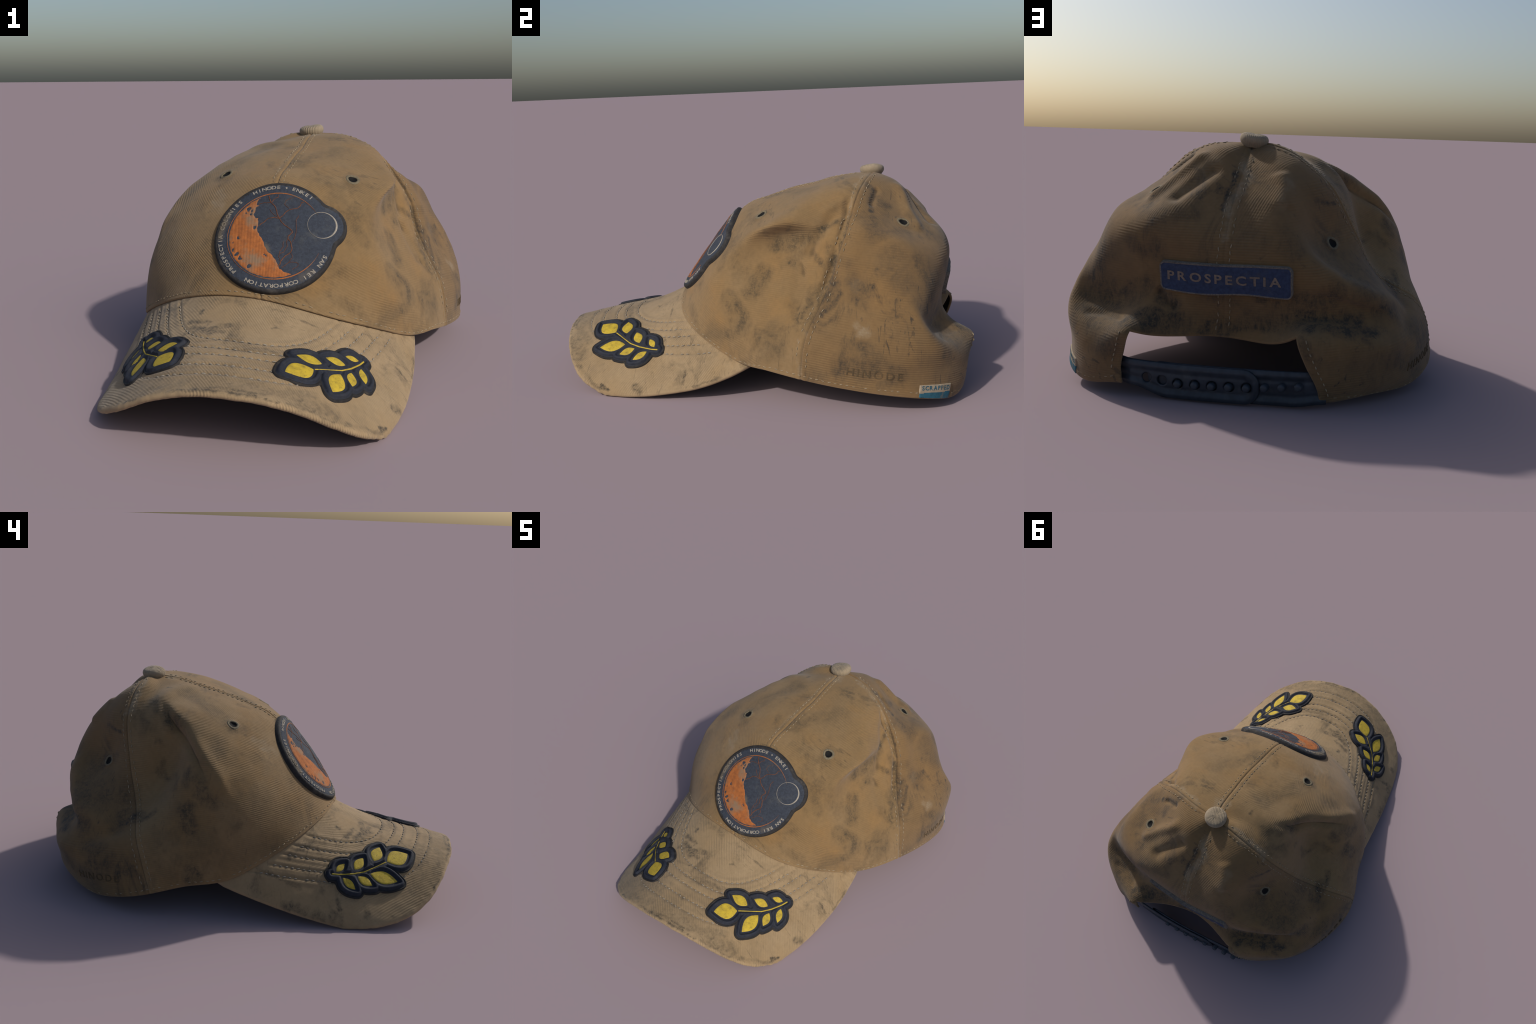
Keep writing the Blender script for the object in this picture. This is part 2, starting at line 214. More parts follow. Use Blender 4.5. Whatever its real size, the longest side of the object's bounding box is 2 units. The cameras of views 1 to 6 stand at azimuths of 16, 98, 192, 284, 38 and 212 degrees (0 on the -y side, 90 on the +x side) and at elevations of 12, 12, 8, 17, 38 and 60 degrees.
BRIM_STAINS = {
    "front_right": [
        ((-0.338, -0.866, 0.138), (0.096, -0.935, 0.239), 0.104, 0.35),
        ((-0.121, -0.97, 0.219), (-0.055, -0.985, 0.228), 0.01, 1.0),
        ((0.079, -0.978, 0.232), (0.104, -0.975, 0.23), 0.012, 1.0),
        ((0.199, -0.958, 0.215), (0.237, -0.948, 0.205), 0.01, 1.0),
        ((0.288, -0.933, 0.189), (0.301, -0.928, 0.183), 0.01, 0.9),
        ((0.366, -0.9, 0.151), (0.403, -0.879, 0.129), 0.01, 0.9),
        ((0.527, -0.701, 0.047), (0.539, -0.687, 0.034), 0.012, 1.0),
        ((-0.226, -0.502, 0.306), (-0.155, -0.522, 0.318), 0.022, 0.8),
        ((-0.106, -0.579, 0.307), (-0.061, -0.556, 0.317), 0.028, 0.85),
        ((0.107, -0.521, 0.312), (0.115, -0.512, 0.313), 0.012, 0.8),
        ((0.004, -0.984, 0.233), (0.152, -0.967, 0.224), 0.016, 1.0),
        ((-0.238, -0.916, 0.186), (-0.088, -0.973, 0.226), 0.046, 0.39),
        ((0.288, -0.89, 0.196), (0.378, -0.859, 0.15), 0.078, 0.47),
        ((0.554, -0.528, 0.05), (0.579, -0.502, 0.025), 0.025, 0.6),
        ((0.113, -0.905, 0.243), (0.185, -0.9, 0.229), 0.058, 0.39),
        ((-0.208, -0.399, 0.361), (-0.031, -0.423, 0.372), 0.039, 0.39),
        ((0.428, -0.85, 0.115), (0.54, -0.71, 0.025), 0.012, 0.6),
    ],
    "front": [
        ((-0.138, -0.979, 0.212), (-0.105, -0.982, 0.22), 0.01, 1.0),
        ((0.037, -0.982, 0.234), (0.087, -0.977, 0.231), 0.01, 1.0),
        ((0.199, -0.958, 0.215), (0.237, -0.948, 0.205), 0.01, 1.0),
        ((0.274, -0.938, 0.194), (0.294, -0.931, 0.186), 0.012, 1.0),
        ((-0.312, -0.935, 0.136), (-0.254, -0.955, 0.166), 0.01, 0.8),
        ((-0.063, -0.984, 0.227), (0.012, -0.984, 0.233), 0.014, 1.0),
        ((0.112, -0.974, 0.229), (0.168, -0.964, 0.221), 0.018, 1.0),
        ((0.2, -0.887, 0.228), (0.23, -0.888, 0.218), 0.052, 0.39),
        ((0.321, -0.866, 0.184), (0.372, -0.897, 0.148), 0.072, 0.43),
        ((0.527, -0.701, 0.047), (0.537, -0.699, 0.033), 0.014, 1.0),
        ((-0.183, -0.576, 0.292), (-0.064, -0.596, 0.305), 0.02, 0.7),
        ((0.531, -0.293, 0.121), (0.571, -0.339, 0.069), 0.02, 0.4),
        ((0.008, -0.646, 0.294), (0.096, -0.667, 0.281), 0.039, 0.23),
    ],
    "left_side": [
        ((-0.594, -0.312, 0.082), (-0.554, -0.534, 0.047), 0.046, 0.66),
        ((-0.504, -0.528, 0.106), (-0.526, -0.541, 0.078), 0.02, 0.8),
        ((-0.157, -0.569, 0.301), (-0.108, -0.61, 0.298), 0.018, 0.6),
        ((-0.218, -0.572, 0.283), (-0.218, -0.584, 0.28), 0.02, 0.8),
        ((-0.199, -0.456, 0.335), (-0.199, -0.464, 0.331), 0.02, 0.7),
        ((-0.137, -0.525, 0.32), (-0.138, -0.539, 0.315), 0.014, 0.6),
        ((-0.566, -0.175, 0.189), (-0.602, -0.16, 0.141), 0.039, 0.47),
        ((-0.363, -0.357, 0.302), (-0.456, -0.278, 0.263), 0.025, 0.6),
        ((0.071, -0.958, 0.237), (-0.072, -0.984, 0.226), 0.015, 0.9),
        ((-0.076, -0.654, 0.292), (-0.153, -0.659, 0.28), 0.012, 0.6),
    ],
    "right_side": [
        ((0.145, -0.937, 0.231), (0.334, -0.83, 0.182), 0.046, 0.43),
        ((0.562, -0.523, 0.041), (0.572, -0.501, 0.035), 0.022, 0.7),
        ((0.531, -0.293, 0.121), (0.581, -0.299, 0.066), 0.012, 0.6),
        ((0.536, -0.711, 0.032), (0.547, -0.661, 0.028), 0.01, 1.0),
        ((0.591, -0.244, 0.067), (0.585, -0.119, 0.108), 0.012, 0.7),
    ],
    "top": [
        ((-0.149, -0.571, 0.302), (-0.2, -0.545, 0.298), 0.025, 0.8),
        ((-0.089, -0.594, 0.304), (-0.116, -0.602, 0.299), 0.015, 0.8),
        ((-0.102, -0.853, 0.252), (-0.237, -0.841, 0.207), 0.065, 0.39),
        ((0.161, -0.945, 0.227), (0.079, -0.957, 0.236), 0.016, 1.0),
        ((-0.524, -0.354, 0.155), (-0.545, -0.16, 0.225), 0.02, 0.5),
    ],
}
PALE_STROKES = {
    "front": [
        ((-0.252, -0.039, 0.755), (-0.233, -0.132, 0.687), 0.039, 0.47),
    ],
    "back": [  # seam, streak and ridge lightened: sunlight on the folds, painted in
        ((0.035, 0.462, 0.954), (-0.002, 0.724, 0.836), 0.047, 0.78),
        ((-0.007, 0.724, 0.836), (0.008, 0.831, 0.714), 0.044, 0.78),
        ((0.018, 0.843, 0.699), (0.006, 0.892, 0.62), 0.028, 0.7),
        ((-0.162, 0.744, 0.819), (-0.177, 0.821, 0.731), 0.039, 0.39),
        ((0.12, 0.713, 0.888), (0.215, 0.806, 0.781), 0.039, 0.31),
    ],
    "top": [
        ((-0.099, 0.578, 0.946), (-0.275, 0.572, 0.843), 0.039, 0.7),  # painted highlight along the upper left seam
        ((0.004, 0.493, 0.953), (-0.018, 0.008, 0.838), 0.014, 0.4),
        ((0.124, 0.564, 0.956), (0.281, 0.514, 0.912), 0.016, 0.5),
    ],
    "left_side": [
        ((-0.112, 0.556, 0.947), (-0.264, 0.567, 0.853), 0.016, 0.8),
        ((-0.677, 0.373, 0.316), (-0.723, 0.301, 0.129), 0.012, 0.5),
        ((-0.009, 0.482, 0.95), (0.002, 0.103, 0.868), 0.012, 0.5),
    ],
    "right_side": [
        ((0.144, 0.517, 0.956), (0.329, 0.483, 0.886), 0.014, 0.5),
        ((0.651, 0.245, 0.309), (0.686, 0.254, 0.127), 0.012, 0.5),
        ((0.677, 0.527, 0.364), (0.682, 0.519, 0.354), 0.039, 0.62),
        ((0.576, 0.491, 0.542), (0.583, 0.485, 0.519), 0.039, 0.23),
    ],
    "front_right": [
        ((0.125, 0.54, 0.957), (0.281, 0.487, 0.919), 0.018, 0.5),
        ((0.345, 0.476, 0.874), (0.409, 0.454, 0.797), 0.016, 0.5),
        ((0.648, 0.284, 0.338), (0.684, 0.254, 0.166), 0.014, 0.4),
        ((0.665, 0.494, 0.375), (0.682, 0.519, 0.354), 0.025, 0.5),
        ((-0.231, -0.12, 0.699), (-0.276, -0.089, 0.706), 0.02, 0.5),
    ],
}

# ---------------------------------------------------------------- spline surfaces
def periodic_basis(u, n):
    """weights and indices of a uniform periodic cubic spline with n knots"""
    u = np.asarray(u, float) % n
    i = np.floor(u).astype(int)
    t = u - i
    w = np.stack([(1 - t) ** 3, 3 * t**3 - 6 * t**2 + 4, -3 * t**3 + 3 * t**2 + 3 * t + 1, t**3], -1) / 6
    return w, np.stack([(i + k - 1) % n for k in range(4)], -1)


def clamped_basis(v, n):
    """full weight rows of a clamped cubic spline with n control points"""
    kn = np.concatenate([[0] * 3, np.linspace(0, 1, n - 2), [1] * 3])
    v = np.clip(np.asarray(v, float), 0, 1 - 1e-9)[..., None]
    b = ((v >= kn[:-1]) & (v < kn[1:])).astype(float)
    for d in range(1, 4):
        l, r = kn[d:-1] - kn[: -d - 1], kn[d + 1 :] - kn[1:-d]
        bl = np.where(l > 0, (v - kn[: -d - 1]) / np.where(l > 0, l, 1), 0)
        br = np.where(r > 0, (kn[d + 1 :] - v) / np.where(r > 0, r, 1), 0)
        b = bl * b[..., :-1] + br * b[..., 1:]
    return b


NET = np.array([MERIDIAN[k] for k in MERIDIAN])      # 24 meridians x rows x 3
RIBS = np.array([BRIM_RIB[k] for k in BRIM_RIB])      # 11 ribs x rows x 3
NM, NR = NET.shape[:2]
SEAMS = (0, 6, 12, 18)                                # front, right, back, left
OPEN_R, OPEN_L, ARCH = 10.1, 13.9, 0.75               # back opening in (u, v)


def crown_grid(us, vs):
    w, idx = periodic_basis(us, NM)
    rows = np.einsum("ik,ikrc->irc", w, NET[idx])
    return np.einsum("irc,jr->ijc", rows, clamped_basis(vs, NR))


def crown_at(us, vs):
    """points on the smooth crown for matching arrays u, v"""
    w, idx = periodic_basis(us, NM)
    rows = np.einsum("ik,ikrc->irc", w, NET[idx])
    return np.einsum("irc,ir->ic", rows, clamped_basis(vs, NR))


def brim_at(a, b):
    a, b = np.asarray(a, float), np.asarray(b, float)
    wa = clamped_basis(a, RIBS.shape[0])
    def ev(bb):
        return np.einsum("ir,rkc,ik->ic", wa, RIBS, clamped_basis(bb, RIBS.shape[1]))
    p = ev(np.clip(b, 0, 1))
    back = b < 0
    if back.any():
        z = np.zeros_like(b)
        p = np.where(back[:, None], p + (ev(z + 0.02) - ev(z)) / 0.02 * b[:, None], p)
    return p


def unit(v):
    return v / np.maximum(np.linalg.norm(v, axis=-1, keepdims=True), 1e-12)


def grid_normals(p, wrap):
    if wrap:
        du = np.roll(p, -1, 0) - np.roll(p, 1, 0)
    else:
        du = np.gradient(p, axis=0)
    dv = np.gradient(p, axis=1)
    return unit(np.cross(dv, du))


def crown_frame(us, vs):
    """point, outward normal and unit tangents (along u and v) on the folded crown"""
    e = 0.01
    us, vs = np.asarray(us, float), np.asarray(vs, float)
    p = crown_at(us, vs)
    du = (crown_at(us + e, vs) - crown_at(us - e, vs)) / (2 * e)
    dv = (crown_at(us, np.minimum(vs + e, 1)) - crown_at(us, vs - e)) / e
    n = unit(np.cross(dv, du))
    return p, n, du, dv


def segment_distance(p, line):
    """distance of points to a 3D polyline, and the 0..1 position along it"""
    line = np.array(line, float)
    best, where, run = np.full(len(p), 9.0), np.zeros(len(p)), 0.0
    total = np.linalg.norm(np.diff(line, axis=0), axis=1).sum()
    for a, b in zip(line[:-1], line[1:]):
        ab = b - a
        length = np.linalg.norm(ab)
        t = np.clip(((p - a) * ab).sum(1) / length**2, 0, 1)
        d = np.linalg.norm(p - a - ab * t[:, None], axis=1)
        near = d < best
        best = np.where(near, d, best)
        where = np.where(near, (run + t * length) / total, where)
        run += length
    return best, where


def fold_field(p, folds):
    out = np.zeros(len(p))
    for line, width, height in folds:
        d, t = segment_distance(p, line)
        taper = np.clip(np.minimum(t, 1 - t) / 0.18, 0.12, 1)
        taper = taper * taper * (3 - 2 * taper)
        out += height * taper * np.exp(-((d / width) ** 2))
    return out


def lumps(p, scale, seed):
    off = Vector((seed * 7.1, seed * 3.3, seed * 1.7))
    return np.array([mnoise.noise(Vector(q) * scale + off) for q in p])


# ---------------------------------------------------------------- mesh helpers
def add_object(name, mesh, parent=None, mats=(), smooth=True, kind=None):
    ob = bpy.data.objects.new(name, mesh)
    bpy.context.scene.collection.objects.link(ob)
    if parent:
        ob.parent = parent
    for m in mats:
        mesh.materials.append(m)
    if smooth:
        mesh.polygons.foreach_set("use_smooth", [True] * len(mesh.polygons))
    if kind:
        ob["kind"] = kind
    return ob


def mesh_from(name, verts, faces, slots=None):
    me = bpy.data.meshes.new(name)
    me.from_pydata([tuple(v) for v in verts], [], faces)
    if slots is not None:
        me.polygons.foreach_set("material_index", slots)
    me.update()
    return me


class Shell:
    """A cloth sheet on a (u, v) grid given real thickness, its free borders rolled over."""

    def __init__(self, outer, normal, cell_ok, wrap, thick):
        nu, nv = outer.shape[:2]
        vid = np.arange(nu * nv).reshape(nu, nv)
        v = list(outer.reshape(-1, 3)) + list((outer - normal * thick).reshape(-1, 3))
        N, inner = nu * nv, nu * nv
        faces, cell, slot = [], [], []
        for i in range(nu if wrap else nu - 1):
            k = (i + 1) % nu
            for j in range(nv - 1):
                if cell_ok[i, j]:
                    a, b, c, d = int(vid[i, j]), int(vid[k, j]), int(vid[k, j + 1]), int(vid[i, j + 1])
                    faces.append((a, d, c, b)); cell.append(i); slot.append(0)
                    faces.append((a + N, b + N, c + N, d + N)); cell.append(i); slot.append(1)
        # free borders: edges used by a single outer face
        edge = {}
        for f, ci, s in zip(faces, cell, slot):
            if s == 0:
                for x, y in zip(f, f[1:] + f[:1]):
                    if (y, x) in edge:
                        del edge[(y, x)]
                    else:
                        edge[(x, y)] = ci
        flat_o, flat_n = outer.reshape(-1, 3), normal.reshape(-1, 3)
        push = {}
        for x, y in edge:
            t = flat_o[y] - flat_o[x]
            o = np.cross(t, flat_n[x])
            o = o / max(np.linalg.norm(o), 1e-9)
            for q in (x, y):
                push[q] = push.get(q, 0) + o
        lip = {}
        for q, o in push.items():
            o = o / max(np.linalg.norm(o), 1e-9)
            ids = []
            for ang in (45, 90, 135):
                r = math.radians(ang)
                ids.append(len(v))
                v.append(flat_o[q] - flat_n[q] * thick * (0.5 - 0.5 * math.cos(r)) + o * thick * 0.5 * math.sin(r))
            lip[q] = [q] + ids + [q + N]
        for (x, y), ci in edge.items():
            for m in range(4):
                faces.append((lip[y][m], lip[x][m], lip[x][m + 1], lip[y][m + 1])); cell.append(ci); slot.append(0)
        v = np.array(v)
        v[:, 2] = np.maximum(v[:, 2], 0.0008)  # the cloth rests flat where it touches the ground
        self.v, self.faces, self.cell, self.slot = v, faces, np.array(cell), np.array(slot)

    def normals(self):
        n = np.zeros_like(self.v)
        f = np.array(self.faces)
        d1, d2 = self.v[f[:, 2]] - self.v[f[:, 0]], self.v[f[:, 3]] - self.v[f[:, 1]]
        fn = np.cross(d1, d2)
        for k in range(4):
            np.add.at(n, f[:, k], fn)
        return unit(n)

    def part(self, name, keep, normals):
        used, faces, slots = {}, [], []
        for f, ok, s in zip(self.faces, keep, self.slot):
            if ok:
                faces.append([used.setdefault(q, len(used)) for q in f])
                slots.append(int(s))
        order = list(used)
        me = mesh_from(name, self.v[order], faces, slots)
        me.polygons.foreach_set("use_smooth", [True] * len(me.polygons))
        me.normals_split_custom_set_from_vertices([tuple(x) for x in normals[order]])
        return me


def tube(points, radius, sides=8, closed=False):
    """verts, faces of a round cord along points; radius may vary"""
    p = np.array(points, float)
    n = len(p)
    t = unit(np.gradient(p, axis=0)) if not closed else unit(np.roll(p, -1, 0) - np.roll(p, 1, 0))
    ref = np.array([0.0, 0.0, 1.0]) if abs(t[0][2]) < 0.9 else np.array([1.0, 0, 0])
    x = unit(np.cross(t, ref)); y = np.cross(t, x)
    r = np.broadcast_to(np.asarray(radius, float), (n,))
    verts = []
    for i in range(n):
        for k in range(sides):
            a = 2 * math.pi * k / sides
            verts.append(p[i] + (x[i] * math.cos(a) + y[i] * math.sin(a)) * r[i])
    faces = []
    for i in range(n if closed else n - 1):
        j = (i + 1) % n
        for k in range(sides):
            m = (k + 1) % sides
            faces.append((i * sides + k, i * sides + m, j * sides + m, j * sides + k))
    if not closed:
        faces.append(tuple(range(sides))[::-1])
        faces.append(tuple((n - 1) * sides + k for k in range(sides)))
    return verts, faces


class Bag:
    """collects many small pieces into one mesh"""

    def __init__(self):
        self.v, self.f = [], []

    def add(self, verts, faces):
        o = len(self.v)
        self.v += [tuple(q) for q in verts]
        self.f += [tuple(i + o for i in f) for f in faces]

    def dash(self, a, b, n, r):
        """one stitch: a short plump thread lying on the cloth from a to b"""
        a, b, n = np.array(a), np.array(b), np.array(n)
        t = unit(b - a); s = np.cross(n, t)
        ring, verts, faces = 6, [], []
        for u, k, h in ((0, 0.35, -0.4), (0.2, 0.9, 0.3), (0.5, 1.0, 0.6), (0.8, 0.9, 0.3), (1, 0.35, -0.4)):
            c = a + (b - a) * u + n * r * h
            for m in range(ring):
                g = 2 * math.pi * m / ring
                verts.append(c + (s * math.cos(g) + n * math.sin(g)) * r * k)
        for i in range(4):
            for m in range(ring):
                q = (m + 1) % ring
                faces.append((i * ring + m, i * ring + q, i * ring + ring + q, i * ring + ring + m))
        faces.append(tuple(range(ring))[::-1]); faces.append(tuple(4 * ring + m for m in range(ring)))
        self.add(verts, faces)

    def row(self, pts, nrm, length, gap, r, rng, wander=0.0, skip=0.0, zig=0.0):
        """stitches at an even pace along a curve"""
        pts, nrm = np.array(pts), np.array(nrm)
        run = np.concatenate([[0], np.cumsum(np.linalg.norm(np.diff(pts, axis=0), axis=1))])
        at = lambda s: np.array([np.interp(s, run, pts[:, c]) for c in range(3)])
        nat = lambda s: unit(np.array([np.interp(s, run, nrm[:, c]) for c in range(3)]))
        s, k = gap * 0.5, 0
        while s + length < run[-1]:
            if rng.random() > skip:
                n = nat(s + length / 2)
                a, b = at(s), at(s + length)
                side = np.cross(n, unit(b - a))
                z = zig * (1 if k % 2 else -1)
                self.dash(a + side * (rng.uniform(-wander, wander) + z), b + side * (rng.uniform(-wander, wander) - z), n, r * rng.uniform(0.85, 1.15))
            s += (length + gap) * rng.uniform(0.93, 1.07); k += 1

    def mesh(self, name):
        return mesh_from(name, self.v, self.f)


class Surface:
    """rays onto a finished sheet, to lay patches, letters and labels on it"""

    def __init__(self, grid, cell_ok=None, wrap=False):
        nu, nv = grid.shape[:2]
        vid = np.arange(nu * nv).reshape(nu, nv)
        polys = []
        for i in range(nu if wrap else nu - 1):
            k = (i + 1) % nu
            for j in range(nv - 1):
                if cell_ok is None or cell_ok[i, j]:
                    polys.append((int(vid[i, j]), int(vid[i, j + 1]), int(vid[k, j + 1]), int(vid[k, j])))
        self.tree = BVHTree.FromPolygons([tuple(q) for q in grid.reshape(-1, 3)], polys)

    def drop(self, frame, x, y, h):
        """place local (x, y) of a frame on the sheet, h above it along the frame's normal"""
        o, ex, ey, n = frame
        start = o + ex * x + ey * y + n * 0.25
        hit, nn, _, _ = self.tree.ray_cast(Vector(start), Vector(-n), 0.6)
        if hit is None:
            hit, nn, _, _ = self.tree.find_nearest(Vector(o + ex * x + ey * y))
        q = np.array(hit)
        nn = np.array(nn)
        if nn @ n < 0:
            nn = -nn
        m = unit(n * 0.6 + nn * 0.4)
        return q + m * h

    def many(self, frame, xy, h):
        h = np.broadcast_to(h, (len(xy),))
        return np.array([self.drop(frame, x, y, k) for (x, y), k in zip(xy, h)])


def frame_of(origin, ex, n):
    n = unit(np.array(n, float)); ex = np.array(ex, float)
    ex = unit(ex - n * (ex @ n))
    return np.array(origin, float), ex, np.cross(n, ex), n


def polygon_sdf(xy, poly):
    """signed distance of points to a closed outline (negative inside)"""
    poly = np.array(poly, float)
    d = np.full(len(xy), 9.0)
    inside = np.zeros(len(xy), bool)
    for a, b in zip(poly, np.roll(poly, -1, 0)):
        ab = b - a
        t = np.clip(((xy - a) * ab).sum(1) / max((ab**2).sum(), 1e-12), 0, 1)
        d = np.minimum(d, np.linalg.norm(xy - a - ab * t[:, None], axis=1))
        cross = (a[1] > xy[:, 1]) != (b[1] > xy[:, 1])
        with np.errstate(divide="ignore", invalid="ignore"):
            xi = a[0] + (xy[:, 1] - a[1]) / (b[1] - a[1]) * ab[0]
        inside ^= cross & (xy[:, 0] < xi)
    return np.where(inside, -d, d)


def line_sdf(xy, pts, r):
    d = np.full(len(xy), 9.0)
    pts = np.array(pts, float)
    r = np.broadcast_to(r, (len(pts),))
    for a, b, ra, rb in zip(pts[:-1], pts[1:], r[:-1], r[1:]):
        ab = b - a
        t = np.clip(((xy - a) * ab).sum(1) / max((ab**2).sum(), 1e-12), 0, 1)
        d = np.minimum(d, np.linalg.norm(xy - a - ab * t[:, None], axis=1) - (ra + (rb - ra) * t))
    return d


def relief(name, sdf, height, surface, frame, box, pitch, slot=None, line=None):
    """a padded piece: the region sdf < 0 of the local plane, raised by height(d, xy), laid on a sheet"""
    x0, y0, x1, y1 = box
    xs, ys = np.arange(x0, x1 + pitch, pitch), np.arange(y0, y1 + pitch, pitch)
    X, Y = np.meshgrid(xs, ys, indexing="ij")
    xy = np.stack([X.ravel(), Y.ravel()], -1)
    d = sdf(xy)
    nx, ny = X.shape
    inside = (d < 0).reshape(nx, ny)
    cell = inside[:-1, :-1] | inside[1:, :-1] | inside[:-1, 1:] | inside[1:, 1:]
    need = np.zeros((nx, ny), bool)
    for a in (0, 1):
        for b in (0, 1):
            need[a : nx - 1 + a, b : ny - 1 + b] |= cell
    out = need.ravel() & (d >= 0)
    e = pitch * 0.25
    q = xy[out]
    for _ in range(3):
        dq = sdf(q)
        g = np.stack([sdf(q + [e, 0]) - sdf(q - [e, 0]), sdf(q + [0, e]) - sdf(q - [0, e])], -1) / (2 * e)
        g = g / np.maximum(np.linalg.norm(g, axis=1, keepdims=True), 0.3)
        q = q - g * dq[:, None]
    xy[out] = q
    d[out] = 0
    # keep the first row inside the outline at an even distance from it
    near = need.ravel() & (d < 0) & (d > -0.6 * pitch)
    q, dq = xy[near], d[near]
    g = np.stack([sdf(q + [e, 0]) - sdf(q - [e, 0]), sdf(q + [0, e]) - sdf(q - [0, e])], -1) / (2 * e)
    g = g / np.maximum(np.linalg.norm(g, axis=1, keepdims=True), 0.3)
    xy[near] = q - g * (0.6 * pitch + dq)[:, None]
    d[near] = -0.6 * pitch
    if line is not None:  # a row of vertices exactly on the colour border
        near = need.ravel() & (np.abs(d + line) < 0.5 * pitch)
        q, dq = xy[near], d[near]
        g = np.stack([sdf(q + [e, 0]) - sdf(q - [e, 0]), sdf(q + [0, e]) - sdf(q - [0, e])], -1) / (2 * e)
        g = g / np.maximum(np.linalg.norm(g, axis=1, keepdims=True), 0.3)
        xy[near] = q - g * (line + dq)[:, None]
        d[near] = -line
    ids = np.where(need.ravel())[0]
    new = {int(k): i for i, k in enumerate(ids)}
    p = surface.many(frame, xy[ids], height(d[ids], xy[ids]))
    vid = np.arange(nx * ny).reshape(nx, ny)
    faces, slots = [], []
    for i, j in zip(*np.where(cell)):
        f = [int(vid[i, j]), int(vid[i + 1, j]), int(vid[i + 1, j + 1]), int(vid[i, j + 1])]
        faces.append(tuple(new[k] for k in f))
        slots.append(int(slot(d[f].mean(), xy[f].mean(0))) if slot else 0)
    return mesh_from(name, p, faces, slots)


def glyph(char, size, bold=0.0):
    """outline mesh of one letter of the built-in font, centred on its own middle"""
    key = (char, size, bold)
    if key not in glyph.cache:
        c = bpy.data.curves.new("letter", "FONT")
        c.body, c.size, c.align_x, c.align_y = char, size, "CENTER", "CENTER"
        c.offset, c.extrude, c.resolution_u = bold, 0.0012, 3
        ob = bpy.data.objects.new("letter", c)
        bpy.context.scene.collection.objects.link(ob)
        ev = ob.evaluated_get(bpy.context.evaluated_depsgraph_get())
        me = ev.to_mesh()
        v = np.array([tuple(q.co) for q in me.vertices]).reshape(-1, 3)
        f = [tuple(q.vertices) for q in me.polygons]
        ev.to_mesh_clear()
        bpy.data.objects.remove(ob); bpy.data.curves.remove(c)
        if len(v):
            v[:, 0] -= (v[:, 0].min() + v[:, 0].max()) / 2
        glyph.cache[key] = (v, f)
    return glyph.cache[key]


glyph.cache = {}


def lay_letters(name, placed, surface, frame, top, parent, mat, spread=(1.0, 1.0)):
    """placed: (char, size, bold, x, y, turn) in the frame's plane"""
    bag = Bag()
    for ch, size, bold, x, y, turn in placed:
        if ch == " ":
            continue
        v, f = glyph(ch, size, bold)
        c, s = math.cos(turn), math.sin(turn)
        px, py = v[:, 0] * spread[0], v[:, 1] * spread[1]
        xy = np.stack([x + px * c - py * s, y + px * s + py * c], -1)
        bag.add(surface.many(frame, xy, top + v[:, 2]), f)
    me = bag.mesh(name)
    return add_object(name, me, parent, [mat], smooth=False)

